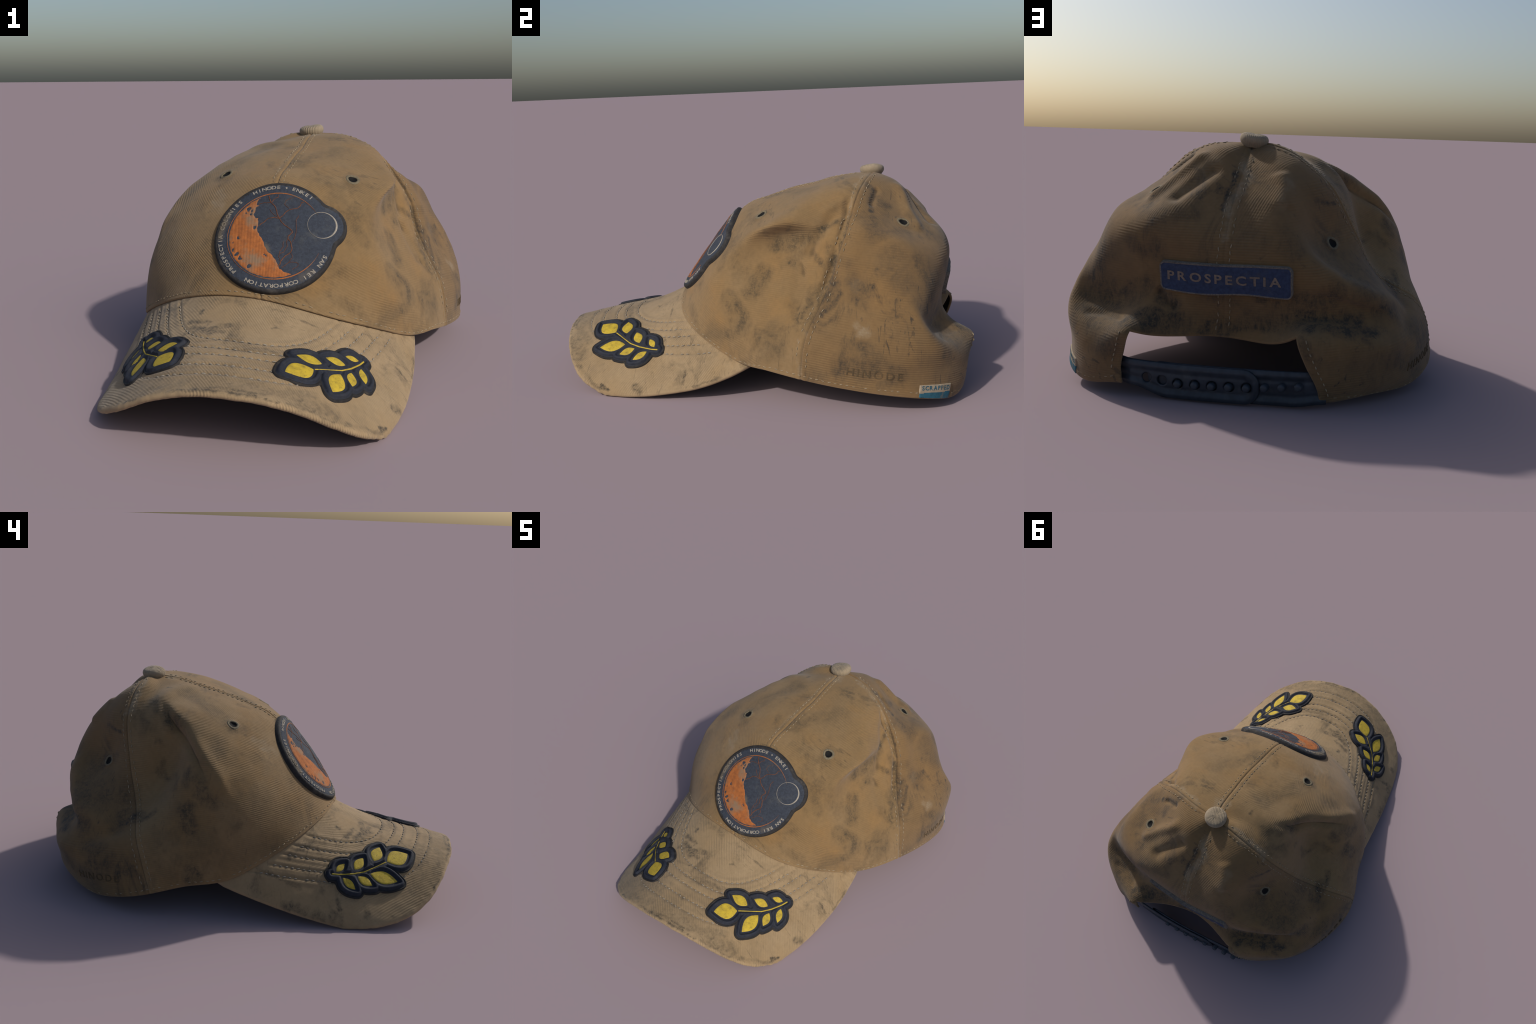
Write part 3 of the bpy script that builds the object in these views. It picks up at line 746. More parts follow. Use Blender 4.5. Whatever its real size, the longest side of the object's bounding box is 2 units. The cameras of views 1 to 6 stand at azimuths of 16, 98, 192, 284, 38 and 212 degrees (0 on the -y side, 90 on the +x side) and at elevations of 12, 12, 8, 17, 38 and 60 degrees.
# ---------------------------------------------------------------- materials
class Mat:
    def __init__(self, name):
        self.m = bpy.data.materials.new(name)
        self.m.use_nodes = True
        self.t = self.m.node_tree
        self.t.nodes.clear()
        self.out = self.t.nodes.new("ShaderNodeOutputMaterial")
        self.b = self.t.nodes.new("ShaderNodeBsdfPrincipled")
        self.t.links.new(self.b.outputs[0], self.out.inputs[0])
        self.co = self.t.nodes.new("ShaderNodeTexCoord").outputs["Object"]

    def put(self, sock, val):
        if isinstance(val, bpy.types.NodeSocket):
            self.t.links.new(val, sock)
        elif val is not None:
            sock.default_value = val

    def math(self, op, a, b=None, c=None, clamp=False):
        n = self.t.nodes.new("ShaderNodeMath")
        n.operation, n.use_clamp = op, clamp
        for s, v in zip(n.inputs, (a, b, c)):
            self.put(s, v)
        return n.outputs[0]

    def vec(self, op, a, b=None, scale=None):
        n = self.t.nodes.new("ShaderNodeVectorMath")
        n.operation = op
        self.put(n.inputs[0], a)
        self.put(n.inputs[1], b)
        if scale is not None:
            self.put(n.inputs["Scale"], scale)
        return n.outputs["Value" if op in ("DOT_PRODUCT", "LENGTH", "DISTANCE") else "Vector"]

    def noise(self, scale, detail=4.0, rough=0.6, co=None, stretch=None, distort=0.0):
        n = self.t.nodes.new("ShaderNodeTexNoise")
        c = co or self.co
        if stretch:
            c = self.vec("MULTIPLY", c, stretch)
        self.t.links.new(c, n.inputs["Vector"])
        n.inputs["Scale"].default_value = scale
        n.inputs["Detail"].default_value = detail
        n.inputs["Roughness"].default_value = rough
        n.inputs["Distortion"].default_value = distort
        return n.outputs[0]

    def step(self, x, lo, hi, a=0.0, b=1.0):
        n = self.t.nodes.new("ShaderNodeMapRange")
        n.interpolation_type = "SMOOTHSTEP"
        self.put(n.inputs[0], x)
        for i, v in enumerate((lo, hi, a, b)):
            self.put(n.inputs[i + 1], v)
        return n.outputs[0]

    def mix(self, f, a, b, mode="MIX"):
        n = self.t.nodes.new("ShaderNodeMix")
        n.data_type, n.blend_type = "RGBA", mode
        self.put(n.inputs[0], f)
        for s, v in ((n.inputs[6], a), (n.inputs[7], b)):
            self.put(s, (*v, 1.0) if isinstance(v, tuple) and len(v) == 3 else v)
        return n.outputs[2]

    def bump(self, h, strength, dist, prev=None):
        n = self.t.nodes.new("ShaderNodeBump")
        n.inputs["Strength"].default_value = strength
        n.inputs["Distance"].default_value = dist
        self.put(n.inputs["Height"], h)
        if prev is not None:
            self.t.links.new(prev, n.inputs["Normal"])
        return n.outputs[0]

    def stroke(self, a, b, r):
        """0..1 soft mask round the segment a-b (object space)"""
        g = self.t.nodes.new("ShaderNodeGroup")
        g.node_tree = stroke_group()
        g.inputs["A"].default_value, g.inputs["B"].default_value, g.inputs["R"].default_value = a, b, r
        self.t.links.new(self.warped if r > 0.026 else self.warped_little, g.inputs["P"])
        return g.outputs[0]

    def finish(self, color, rough=0.9, normal=None, **kw):
        self.put(self.b.inputs["Base Color"], (*color, 1.0) if isinstance(color, tuple) else color)
        self.put(self.b.inputs["Roughness"], rough)
        self.b.inputs["Specular IOR Level"].default_value = kw.get("spec", 0.25)
        if "sheen" in kw:
            self.b.inputs["Sheen Weight"].default_value = kw["sheen"]
            self.b.inputs["Sheen Roughness"].default_value = 0.6
        if normal is not None:
            self.t.links.new(normal, self.b.inputs["Normal"])
        return self.m


def stroke_group():
    g = bpy.data.node_groups.get("stain_stroke")
    if g:
        return g
    g = bpy.data.node_groups.new("stain_stroke", "ShaderNodeTree")
    for n, t in (("P", "NodeSocketVector"), ("A", "NodeSocketVector"), ("B", "NodeSocketVector"), ("R", "NodeSocketFloat")):
        g.interface.new_socket(n, in_out="INPUT", socket_type=t)
    g.interface.new_socket("Mask", in_out="OUTPUT", socket_type="NodeSocketFloat")
    i, o = g.nodes.new("NodeGroupInput"), g.nodes.new("NodeGroupOutput")

    def v(op, a, b=None, scale=None):
        n = g.nodes.new("ShaderNodeVectorMath"); n.operation = op
        g.links.new(a, n.inputs[0])
        if b is not None:
            g.links.new(b, n.inputs[1])
        if scale is not None:
            g.links.new(scale, n.inputs["Scale"])
        return n.outputs["Value" if op in ("DOT_PRODUCT", "LENGTH") else "Vector"]

    def m(op, a, b):
        n = g.nodes.new("ShaderNodeMath"); n.operation = op
        for s, x in zip(n.inputs, (a, b)):
            if isinstance(x, float):
                s.default_value = x
            else:
                g.links.new(x, s)
        return n.outputs[0]

    pa, ba = v("SUBTRACT", i.outputs["P"], i.outputs["A"]), v("SUBTRACT", i.outputs["B"], i.outputs["A"])
    h = m("DIVIDE", v("DOT_PRODUCT", pa, ba), m("MAXIMUM", v("DOT_PRODUCT", ba, ba), 1e-6))
    h = m("MINIMUM", m("MAXIMUM", h, 0.0), 1.0)
    d = v("LENGTH", v("SUBTRACT", pa, v("SCALE", ba, scale=h)))
    r = g.nodes.new("ShaderNodeMapRange"); r.interpolation_type = "SMOOTHSTEP"
    g.links.new(m("DIVIDE", d, i.outputs["R"]), r.inputs[0])
    for k, x in enumerate((0.15, 1.0, 1.0, 0.0)):
        r.inputs[k + 1].default_value = x
    g.links.new(r.outputs[0], o.inputs[0])
    return g


def cloth(name, base, light, warm, dirt, weave, weave2, pitch, stains=(), dirt_amount=0.5, weave_depth=0.5, pale=()):
    """woven cotton: twill ribs, blotchy fade, brushed-in grime and located dark and pale strokes"""
    k = Mat(name)
    wob = k.t.nodes.new("ShaderNodeTexNoise")
    k.t.links.new(k.co, wob.inputs["Vector"])
    wob.inputs["Scale"].default_value, wob.inputs["Detail"].default_value = 9.0, 5.0
    fine = k.t.nodes.new("ShaderNodeTexNoise")
    k.t.links.new(k.co, fine.inputs["Vector"])
    fine.inputs["Scale"].default_value, fine.inputs["Detail"].default_value, fine.inputs["Roughness"].default_value = 30.0, 6.0, 0.75
    half = (0.5, 0.5, 0.5)
    big, small = k.vec("SUBTRACT", wob.outputs[1], half), k.vec("SUBTRACT", fine.outputs[1], half)
    k.warped = k.vec("ADD", k.vec("ADD", k.co, k.vec("SCALE", big, scale=0.13)), k.vec("SCALE", small, scale=0.05))
    k.warped_little = k.vec("ADD", k.vec("ADD", k.co, k.vec("SCALE", big, scale=0.03)), k.vec("SCALE", small, scale=0.04))
    col = k.mix(k.step(k.noise(2.6, 3), 0.36, 0.66), base, light)
    col = k.mix(k.math("MULTIPLY", k.step(k.noise(4.3, 4, co=k.vec("ADD", k.co, (3.1, 0.4, 7.7))), 0.46, 0.72), 0.7), col, warm)
    # fibre-level mottling
    col = k.mix(k.step(k.noise(55, 5, 0.75), 0.3, 0.75, 0.0, 0.45), col, tuple(c * 0.72 for c in base))
    # brushed grime all over
    streak = k.step(k.noise(26, 6, 0.8, stretch=(1.0, 0.8, 0.28), distort=0.8), 0.36, 0.64)
    grain = k.math("MULTIPLY", k.step(k.noise(75, 5, 0.8), 0.30, 0.62), streak)
    smear = k.step(k.noise(5.5, 7, 0.68, stretch=(1.0, 1.0, 0.6), distort=0.6), 0.54, 0.72)
    # thin scratches and scuffs
    scratch = k.step(k.noise(9, 3, 0.6, stretch=(1.0, 5.0, 1.2), distort=1.5), 0.60, 0.66)
    smear = k.math("MAXIMUM", smear, k.math("MULTIPLY", scratch, k.step(k.noise(3.1, 3), 0.45, 0.6, 0.0, 0.7)))
    mask = k.math("MULTIPLY", k.math("MULTIPLY", smear, dirt_amount), k.math("MULTIPLY_ADD", grain, 0.6, 0.4))
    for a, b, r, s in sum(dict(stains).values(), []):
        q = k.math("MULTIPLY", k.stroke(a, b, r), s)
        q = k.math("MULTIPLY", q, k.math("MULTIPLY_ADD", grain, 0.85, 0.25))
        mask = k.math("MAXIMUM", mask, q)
    # broad greasy darkening
    col = k.mix(k.step(k.noise(3.4, 6, 0.7, distort=0.4), 0.45, 0.72, 0.0, 0.25 + 0.35 * dirt_amount), col, tuple(0.55 * c + 0.45 * d for c, d in zip(base, dirt)))
    col = k.mix(k.math("MINIMUM", k.math("MULTIPLY", mask, 1.5), 0.95), col, dirt)
    for a, b, r, s in sum(dict(pale).values(), []):
        col = k.mix(k.math("MULTIPLY", k.math("MULTIPLY", k.stroke(a, b, r), s), k.math("MULTIPLY_ADD", grain, 0.7, 0.3)), col, PALE)
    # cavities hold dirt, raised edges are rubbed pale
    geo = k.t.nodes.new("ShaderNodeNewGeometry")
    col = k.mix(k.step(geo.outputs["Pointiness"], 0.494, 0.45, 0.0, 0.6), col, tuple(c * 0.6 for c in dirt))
    col = k.mix(k.step(geo.outputs["Pointiness"], 0.51, 0.56, 0.0, 0.35), col, tuple(min(1, c * 1.35) for c in light))
    soft = k.vec("ADD", k.co, k.vec("SCALE", wob.outputs[1], scale=0.006))
    def ribs(d):
        return k.math("SINE", k.math("MULTIPLY", k.vec("DOT_PRODUCT", soft, d), 2 * math.pi / pitch))
    # one thread direction on the walls, another where the cloth faces along the first
    facing = k.step(k.math("ABSOLUTE", k.vec("DOT_PRODUCT", geo.outputs["Normal"], weave)), 0.5, 0.72)
    facing2 = k.step(k.math("ABSOLUTE", k.vec("DOT_PRODUCT", geo.outputs["Normal"], weave2)), 0.72, 0.5)
    rib = k.math("ADD", k.math("MULTIPLY", ribs(weave), k.math("SUBTRACT", 1.0, facing)), k.math("MULTIPLY", ribs(weave2), k.math("MULTIPLY", k.math("MULTIPLY", facing, facing2), 0.5)))
    broken = k.step(k.noise(7, 4), 0.38, 0.64, 0.12, 1.0)
    rib = k.math("MULTIPLY", rib, broken)
    col = k.mix(k.step(rib, 0.3, -1.0, 0.0, 0.30), col, tuple(c * 0.55 for c in base))
    n = k.bump(rib, weave_depth, 0.0016)
    n = k.bump(k.noise(140, 4, 0.7), 0.25, 0.002, n)
    n = k.bump(k.noise(14, 4, 0.6), 0.22, 0.008, n)
    return k.finish(col, 0.92, n, sheen=0.12, spec=0.15)


def plain(name, color, vary=0.25, rough=0.8, scale=40, bump=0.3, bdist=0.002, worn=None, spec=0.25, worn_amt=0.6, dust=()):
    k = Mat(name)
    dark = tuple(c * (1 - vary) for c in color)
    col = k.mix(k.step(k.noise(scale, 5, 0.7), 0.3, 0.7), color, dark)
    if worn:
        col = k.mix(k.step(k.noise(11, 6, 0.7), 0.52, 0.72, 0.0, worn_amt), col, worn)
    k.warped = k.warped_little = k.vec("ADD", k.co, k.vec("SCALE", k.vec("SUBTRACT", k.t.nodes[k.noise(14, 6, 0.7).node.name].outputs[1], (0.5, 0.5, 0.5)), scale=0.08))
    for a, b, r, s in dust:
        col = k.mix(k.math("MULTIPLY", k.stroke(a, b, r), s), col, (0.17, 0.135, 0.09))
    n = k.bump(k.noise(scale * 3, 4, 0.7), bump, bdist)
    return k.finish(col, rough, n, spec=spec)

# ---------------------------------------------------------------- colours
TAN, TAN_LIGHT, TAN_WARM, GRIME = (0.222, 0.140, 0.062), (0.238, 0.158, 0.078), (0.250, 0.143, 0.052), (0.050, 0.040, 0.026)
BACK, BACK_LIGHT = (0.180, 0.110, 0.048), (0.196, 0.126, 0.060)  # rear tan darkened so the shadow side looks dim
PALE = (0.27, 0.215, 0.145)
SAND, SAND_LIGHT, SAND_WARM = (0.295, 0.205, 0.110), (0.325, 0.233, 0.133), (0.300, 0.200, 0.098)
NAVY = (0.045, 0.055, 0.085)

front_cloth = cloth("front_panel_cloth", TAN, TAN_LIGHT, TAN_WARM, GRIME, (0.50, 0.0, 0.866), (-0.80, 0.30, 0.52), 0.0085, CROWN_STAINS, 0.6, 0.38, PALE_STROKES)
back_cloth = cloth("back_panel_cloth", BACK, BACK_LIGHT, (0.205, 0.118, 0.045), (0.030, 0.028, 0.024), (0.0, 0.12, 0.99), (0.82, -0.57, 0.0), 0.0098, CROWN_STAINS, 1.0, 0.38, PALE_STROKES)
brim_cloth = cloth("brim_cloth", SAND, SAND_LIGHT, SAND_WARM, (0.052, 0.042, 0.030), (0.75, 0.65, 0.0), (0.75, 0.65, 0.0), 0.0090, BRIM_STAINS, 0.7, 0.5)
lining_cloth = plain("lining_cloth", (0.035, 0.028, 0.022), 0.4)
under_cloth = plain("underbrim_cloth", (0.17, 0.125, 0.075), 0.3)
thread = plain("seam_thread", (0.34, 0.27, 0.175), 0.35, worn=(0.17, 0.13, 0.08), worn_amt=0.9)
dark_thread = plain("brim_thread", (0.30, 0.265, 0.215), 0.3, worn=(0.19, 0.16, 0.12))

# ---------------------------------------------------------------- the cap
cap = bpy.data.objects.new("baseball_cap", None)
bpy.context.scene.collection.objects.link(cap)
cap["label"] = "worn tan baseball cap with round planet patch and leaf patches"
cap["category"] = "baseball cap"

# ---- crown grid, finer beside the seams, snapped to the opening's sides
us = set(np.round(np.arange(0, 24, 0.0375), 4))
for s in SEAMS:
    for d in np.linspace(-0.16, 0.16, 33):
        us.add(round((s + d) % 24, 4))
us |= {OPEN_R, OPEN_L}
us = np.array(sorted(us))
us = us[np.concatenate([[True], np.diff(us) > 0.004]) | np.isin(us, [OPEN_R, OPEN_L, 0, 6, 12, 18])]
vs = np.concatenate([np.linspace(0.006, ARCH, 126, endpoint=False), np.linspace(ARCH, 0.996, 44)])
smooth = crown_grid(us, vs)
nu, nv = smooth.shape[:2]
flat = smooth.reshape(-1, 3)
nrm = grid_normals(smooth, True)
folded = smooth + nrm * (fold_field(flat, FOLDS) + 0.004 * lumps(flat, 5.0, 1) + 0.0018 * lumps(flat, 14.0, 2)).reshape(nu, nv, 1) * np.clip((1.02 - vs) / 0.1, 0.25, 1)[None, :, None]
nrm = grid_normals(folded, True)
per_u = np.linalg.norm(np.roll(folded, -1, 0) - np.roll(folded, 1, 0), axis=-1) / ((np.roll(us, -1) - np.roll(us, 1)) % 24)[:, None]
detail = np.zeros((nu, nv))
for s in SEAMS:
    d = np.abs((us - s + 12) % 24 - 12)[:, None] * per_u
    pucker = 0.0013 * np.sin(np.arange(nv) * 1.9 + s)[None, :]
    depth = 0.0015 if s == 12 else 0.0040
    detail += -depth * np.exp(-((d / 0.004) ** 2)) + (0.0010 + 0.5 * pucker) * np.exp(-(((d - 0.014) / 0.008) ** 2)) - 0.0008 * np.exp(-(((d - 0.026) / 0.005) ** 2))
rim_gap = np.linalg.norm(folded - folded[:, -1:], axis=-1)
detail += 0.003 * np.exp(-(((rim_gap - 0.012) / 0.012) ** 2)) - 0.0015 * np.exp(-(((rim_gap - 0.034) / 0.006) ** 2))
for c, _ in EYELETS:
    d = np.linalg.norm(folded - np.array(c), axis=-1)
    detail += -0.022 * np.exp(-((d / 0.015) ** 2)) + 0.004 * np.exp(-(((d - 0.028) / 0.010) ** 2))
outer = folded + nrm * detail[..., None]
nrm2 = grid_normals(outer, True)
um = (us + np.roll(us, -1)) / 2
um[-1] = (us[-1] + 24) / 2
vm = (vs[:-1] + vs[1:]) / 2
cell_ok = ~(((um > OPEN_R) & (um < OPEN_L))[:, None] & (vm > ARCH)[None, :])
shell = Shell(outer, nrm2, cell_ok, True, 0.012)
shell_n = shell.normals()
crown_surface = Surface(folded, cell_ok, True)
panel_of = np.floor(um / 6).astype(int)
panels = []
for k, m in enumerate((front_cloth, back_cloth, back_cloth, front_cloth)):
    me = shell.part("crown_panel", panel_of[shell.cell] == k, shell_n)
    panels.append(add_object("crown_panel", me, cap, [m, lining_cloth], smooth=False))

# ---- brim
A, B = np.linspace(0, 1, 321), np.concatenate([[-0.05], np.linspace(0, 1, 131)])
AA, BB = np.meshgrid(A, B, indexing="ij")
brim_s = brim_at(AA.ravel(), BB.ravel()).reshape(len(A), len(B), 3)
bn = grid_normals(brim_s, False)
bf = brim_s.reshape(-1, 3)
rows = np.zeros((len(A), len(B)))


def brim_row(k, n=160):
    """(a, b) curve of one arched line of stitching, ending at the crown on both sides"""
    apex, half, power = BRIM_ROWS[k]
    t = np.linspace(-1, 1, n)
    return 0.5 + half * np.sign(t) * np.abs(np.sin(t * math.pi / 2)) ** 0.9, apex * (1 - np.abs(np.sin(t * math.pi / 2)) ** power)


for k in range(len(BRIM_ROWS)):
    ra, rb = brim_row(k)
    line = brim_at(ra, rb)
    d, _ = segment_distance(bf, line)
    rows += (-0.0030 * np.exp(-((d / 0.006) ** 2)) + 0.0015 * np.exp(-(((d - 0.016) / 0.009) ** 2))).reshape(rows.shape)
wear = 0.002 * lumps(bf, 7.0, 4) + 0.001 * lumps(bf, 22.0, 5)
edge_rub = np.clip((BB - 0.93) / 0.07, 0, 1) * 0.002 * lumps(bf, 40.0, 6).reshape(rows.shape)
brim_o = brim_s + bn * (rows + wear.reshape(rows.shape) + edge_rub)[..., None]
bshell = Shell(brim_o, grid_normals(brim_o, False), np.ones((len(A) - 1, len(B) - 1), bool), False, 0.024)
brim = add_object("brim", bshell.part("brim", np.ones(len(bshell.faces), bool), bshell.normals()), cap, [brim_cloth, under_cloth], smooth=False)
brim_surface = Surface(brim_s)

# ---- stitching
seams = Bag()
for s in SEAMS:
    vv = np.linspace(0.035, 0.985 if s != 12 else ARCH - 0.01, 160)
    for side in (-1, 1):
        p, n, du, dv = crown_frame(np.full(160, float(s)), vv)
        off = side * 0.023 / np.linalg.norm(du, axis=1)
        p, n, _, _ = crown_frame(s + off, vv)
        q = np.array([crown_surface.tree.find_nearest(Vector(x))[0] for x in p])
        seams.row(q + n * 0.0002, n, 0.016, 0.010, 0.0021, rng, wander=0.0014, skip=0.14, zig=0.0012)
for u0, u1, gap in ((-4.0, 4.0, 0.034), (4.0, OPEN_R - 0.1, 0.030), (OPEN_L + 0.1, 20.0, 0.030)):
    uu = np.linspace(u0, u1, 220)
    p1, n, du, dv = crown_frame(uu, np.full(220, 1.0))
    vv = 1 - gap / np.linalg.norm(dv, axis=1)
    p, n, du, dv = crown_frame(uu, vv)
    q = np.array([crown_surface.tree.find_nearest(Vector(x))[0] for x in p])
    seams.row(q + n * 0.0006, n, 0.016, 0.011, 0.0020, rng, wander=0.0016, skip=0.12, zig=0.0010)
for u, side in ((OPEN_R, -1), (OPEN_L, 1)):
    vv = np.linspace(ARCH + 0.02, 0.985, 60)
    p, n, du, dv = crown_frame(np.full(60, u), vv)
    p, n, _, _ = crown_frame(u + side * 0.03 / np.linalg.norm(du, axis=1), vv)
    q = np.array([crown_surface.tree.find_nearest(Vector(x))[0] for x in p])
    seams.row(q + n * 0.0012, n, 0.014, 0.012, 0.0026, rng, wander=0.001, skip=0.1)
add_object("seam_stitching", seams.mesh("seam_stitching"), cap, [thread], kind="stuff")
bag = Bag()
for k in range(len(BRIM_ROWS)):
    ra, rb = brim_row(k, 240)
    p = brim_at(ra, rb)
    n = unit(np.cross(brim_at(ra, rb + 0.01) - p, brim_at(ra + 0.005, rb) - p))
    keep = rb > 0.02
    bag.row(p[keep] - n[keep] * 0.0016, n[keep], 0.016, 0.011, 0.0025, rng, wander=0.0012, skip=0.08, zig=0.0014)
add_object("brim_stitching", bag.mesh("brim_stitching"), cap, [dark_thread], kind="stuff")

# ---- eyelets
eyelet_mat = plain("eyelet_thread", (0.20, 0.165, 0.105), 0.4, scale=90, bump=0.5)
hole_mat = plain("eyelet_hole_shadow", (0.006, 0.006, 0.006), 0.2)
for c, pi in EYELETS:
    near = np.linalg.norm(folded - np.array(c), axis=-1)
    i, j = np.unravel_index(near.argmin(), near.shape)
    n = nrm[max(i - 3, 0) : i + 4, j - 3 : j + 4].reshape(-1, 3).mean(0)
    o, ex, ey, n = frame_of(folded[i, j] + n * 0.001, (0, 0, 1) if abs(n[2]) < 0.9 else (1, 0, 0), n)
    verts, faces, seg, ring = [], [], 72, 8
    for a in range(seg):
        g = 2 * math.pi * a / seg
        d = ex * math.cos(g) + ey * math.sin(g)
        for m in range(ring):
            h = 2 * math.pi * m / ring
            rad = 0.0245 + (0.0068 + 0.0009 * (a % 3 - 1)) * math.cos(h)
            verts.append(o + d * rad * (1 + 0.04 * math.sin(3 * g)) + n * (0.0045 + 0.0008 * (a % 2)) * math.sin(h))
    for a in range(seg):
        for m in range(ring):
            a2, m2 = (a + 1) % seg, (m + 1) % ring
            faces.append((a * ring + m, a2 * ring + m, a2 * ring + m2, a * ring + m2))
    ob = add_object("eyelet", mesh_from("eyelet", verts, faces), panels[pi], [eyelet_mat])
    verts, faces = [o - n * 0.005], []
    for lev, (r, h) in enumerate(((0.008, -0.004), (0.015, -0.001), (0.0195, 0.0025))):
        for a in range(24):
            g = 2 * math.pi * a / 24
            verts.append(o + (ex * math.cos(g) + ey * math.sin(g)) * r + n * h)
            b = (a + 1) % 24
            if lev == 0:
                faces.append((0, 1 + a, 1 + b))
            else:
                faces.append((1 + (lev - 1) * 24 + a, 1 + lev * 24 + a, 1 + lev * 24 + b, 1 + (lev - 1) * 24 + b))
    add_object("eyelet_hole", mesh_from("eyelet_hole", verts, faces), panels[pi], [hole_mat])

# ---- top button: flattened cloth dome with fine ribs
bo, bx, by, bz = frame_of((0.005, 0.562, 0.954), (1, 0, 0), (-0.13, -0.02, 1.0))
verts, faces = [], []
prof = [(0.0, 0.0395), (0.015, 0.0393), (0.031, 0.0385), (0.042, 0.0365), (0.050, 0.0330), (0.0555, 0.0270), (0.0580, 0.0190), (0.0575, 0.010), (0.054, 0.002), (0.048, -0.006), (0.040, -0.016)]
seg = 96
for r, h in prof[1:]:
    for a in range(seg):
        g = 2 * math.pi * a / seg
        x, y = r * math.cos(g), r * math.sin(g)
        rib = 0.0007 * math.sin((x * 0.9 + y * 0.43) * 2 * math.pi / 0.0075) * min(1, h / 0.02)
        verts.append(bo + bx * x + by * y + bz * (h * (1 + 0.06 * math.sin(g * 2 + 1)) + rib))
verts.append(bo + bz * prof[0][1])
top = len(verts) - 1
for i in range(len(prof) - 2):
    for a in range(seg):
        b = (a + 1) % seg
        faces.append((i * seg + a, (i + 1) * seg + a, (i + 1) * seg + b, i * seg + b))
for a in range(seg):
    faces.append((top, a, (a + 1) % seg))
button_cloth = cloth("button_cloth", (0.265, 0.205, 0.135), (0.30, 0.24, 0.165), (0.255, 0.195, 0.12), GRIME, (0.9, 0.43, 0.0), (0.9, 0.43, 0.0), 0.0075, (), 0.35, 0.6)
add_object("top_button", mesh_from("top_button", verts, faces), cap, [button_cloth])

# ---------------------------------------------------------------- round front patch
def rounded(t, r):
    """height of a padded edge: rises over r to t along a quarter circle"""
    return lambda d, xy=None: t * np.sqrt(np.clip(1 - (1 - np.clip(-d / r, 0, 1)) ** 2, 0, 1)) - 0.004 * (np.abs(d) < 1e-9)


PF = frame_of((0.0399, -0.2541, 0.6087), (0.9723, 0.2336, 0.0), (0.192, -0.800, 0.568))
R_PATCH, MOON, R_MOON = 0.246, np.array([0.187, 0.042]), 0.100
PAD, BADGE_EDGE = 0.020, 0.0175


def badge_sdf(xy):
    a = np.linalg.norm(xy, axis=1) - R_PATCH
    b = np.linalg.norm(xy - MOON, axis=1) - R_MOON
    k = 0.012
    h = np.clip(k - np.abs(a - b), 0, None) / k
    return np.minimum(a, b) - h * h * k * 0.25


def badge_height(d, xy):
    h = rounded(PAD, 0.013)(d)
    return h - 0.0025 * np.exp(-(((-d - BADGE_EDGE) / 0.003) ** 2))




def on_badge(x, y):
    return tuple(float(c) for c in crown_surface.drop(PF, x, y, PAD))


BADGE_DUST = [(on_badge(-0.20, 0.12), on_badge(-0.23, 0.02), 0.040, 0.75), (on_badge(-0.12, 0.10), on_badge(-0.15, 0.06), 0.030, 0.35), (on_badge(-0.04, -0.06), on_badge(-0.07, -0.05), 0.030, 0.55), (on_badge(0.10, -0.18), on_badge(0.14, -0.16), 0.025, 0.3)]
navy_field = plain("navy_patch_cloth", (0.046, 0.055, 0.074), 0.35, 0.85, 90, 0.6, 0.003, worn=(0.085, 0.085, 0.082), worn_amt=0.55, dust=BADGE_DUST)
patch_border = plain("patch_border_thread", (0.036, 0.034, 0.034), 0.4, 0.8, 70, 0.5, 0.003, worn=(0.10, 0.09, 0.08))
badge_me = relief("front_patch", badge_sdf, badge_height, crown_surface, PF, (-0.26, -0.26, 0.30, 0.26), 0.0042, lambda d, c: 1 if d > -BADGE_EDGE else 0, BADGE_EDGE)
badge = add_object("front_patch", badge_me, cap, [navy_field, patch_border])

# planet: sunlit limb in orange with a ragged terminator and small dark craters
k = Mat("orange_embroidery")
col = k.mix(k.step(k.noise(45, 6, 0.75), 0.3, 0.7), (0.42, 0.138, 0.036), (0.25, 0.085, 0.028))
col = k.mix(k.step(k.noise(9, 5, 0.7), 0.47, 0.64, 0.0, 0.85), col, (0.215, 0.155, 0.10))
line = k.math("SINE", k.math("MULTIPLY", k.vec("DOT_PRODUCT", k.co, (0.97, 0.2, 0.1)), 2 * math.pi / 0.006))
col = k.mix(k.step(line, 0.0, -1.0, 0.0, 0.14), col, (0.17, 0.07, 0.025))
orange = k.finish(col, 0.85, k.bump(line, 0.3, 0.0008))
rust = plain("vein_thread", (0.165, 0.064, 0.032), 0.45, worn=(0.07, 0.055, 0.05))
cream = plain("cream_thread", (0.38, 0.34, 0.28), 0.35, scale=120, worn=(0.15, 0.14, 0.13), worn_amt=0.85, dust=BADGE_DUST[:1])
TERMINATOR = [(-0.062, 0.173), (-0.072, 0.156), (-0.074, 0.142), (-0.063, 0.138), (-0.079, 0.127), (-0.081, 0.113), (-0.086, 0.096), (-0.076, 0.079), (-0.065, 0.079), (-0.067, 0.063), (-0.067, 0.043), (-0.071, 0.032), (-0.066, 0.012), (-0.05, -0.014), (-0.042, -0.039), (-0.034, -0.06), (-0.023, -0.074), (-0.01, -0.087), (0.005, -0.11), (0.013, -0.129), (0.02, -0.146), (0.037, -0.156), (0.068, -0.17)]
LIMB = [(0.1815 * math.cos(a), 0.1815 * math.sin(a)) for a in np.linspace(math.radians(292), math.radians(109), 90)]
CRATER = [(-0.100, -0.131, 0.009), (-0.143, 0.001, 0.008), (-0.136, -0.092, 0.010), (-0.163, -0.022, 0.006), (-0.160, -0.055, 0.008), (-0.104, 0.126, 0.009), (-0.096, 0.098, 0.008), (-0.080, 0.038, 0.010), (-0.150, -0.075, 0.008), (-0.036, -0.088, 0.006), (-0.118, 0.112, 0.006), (-0.091, 0.112, 0.006)]


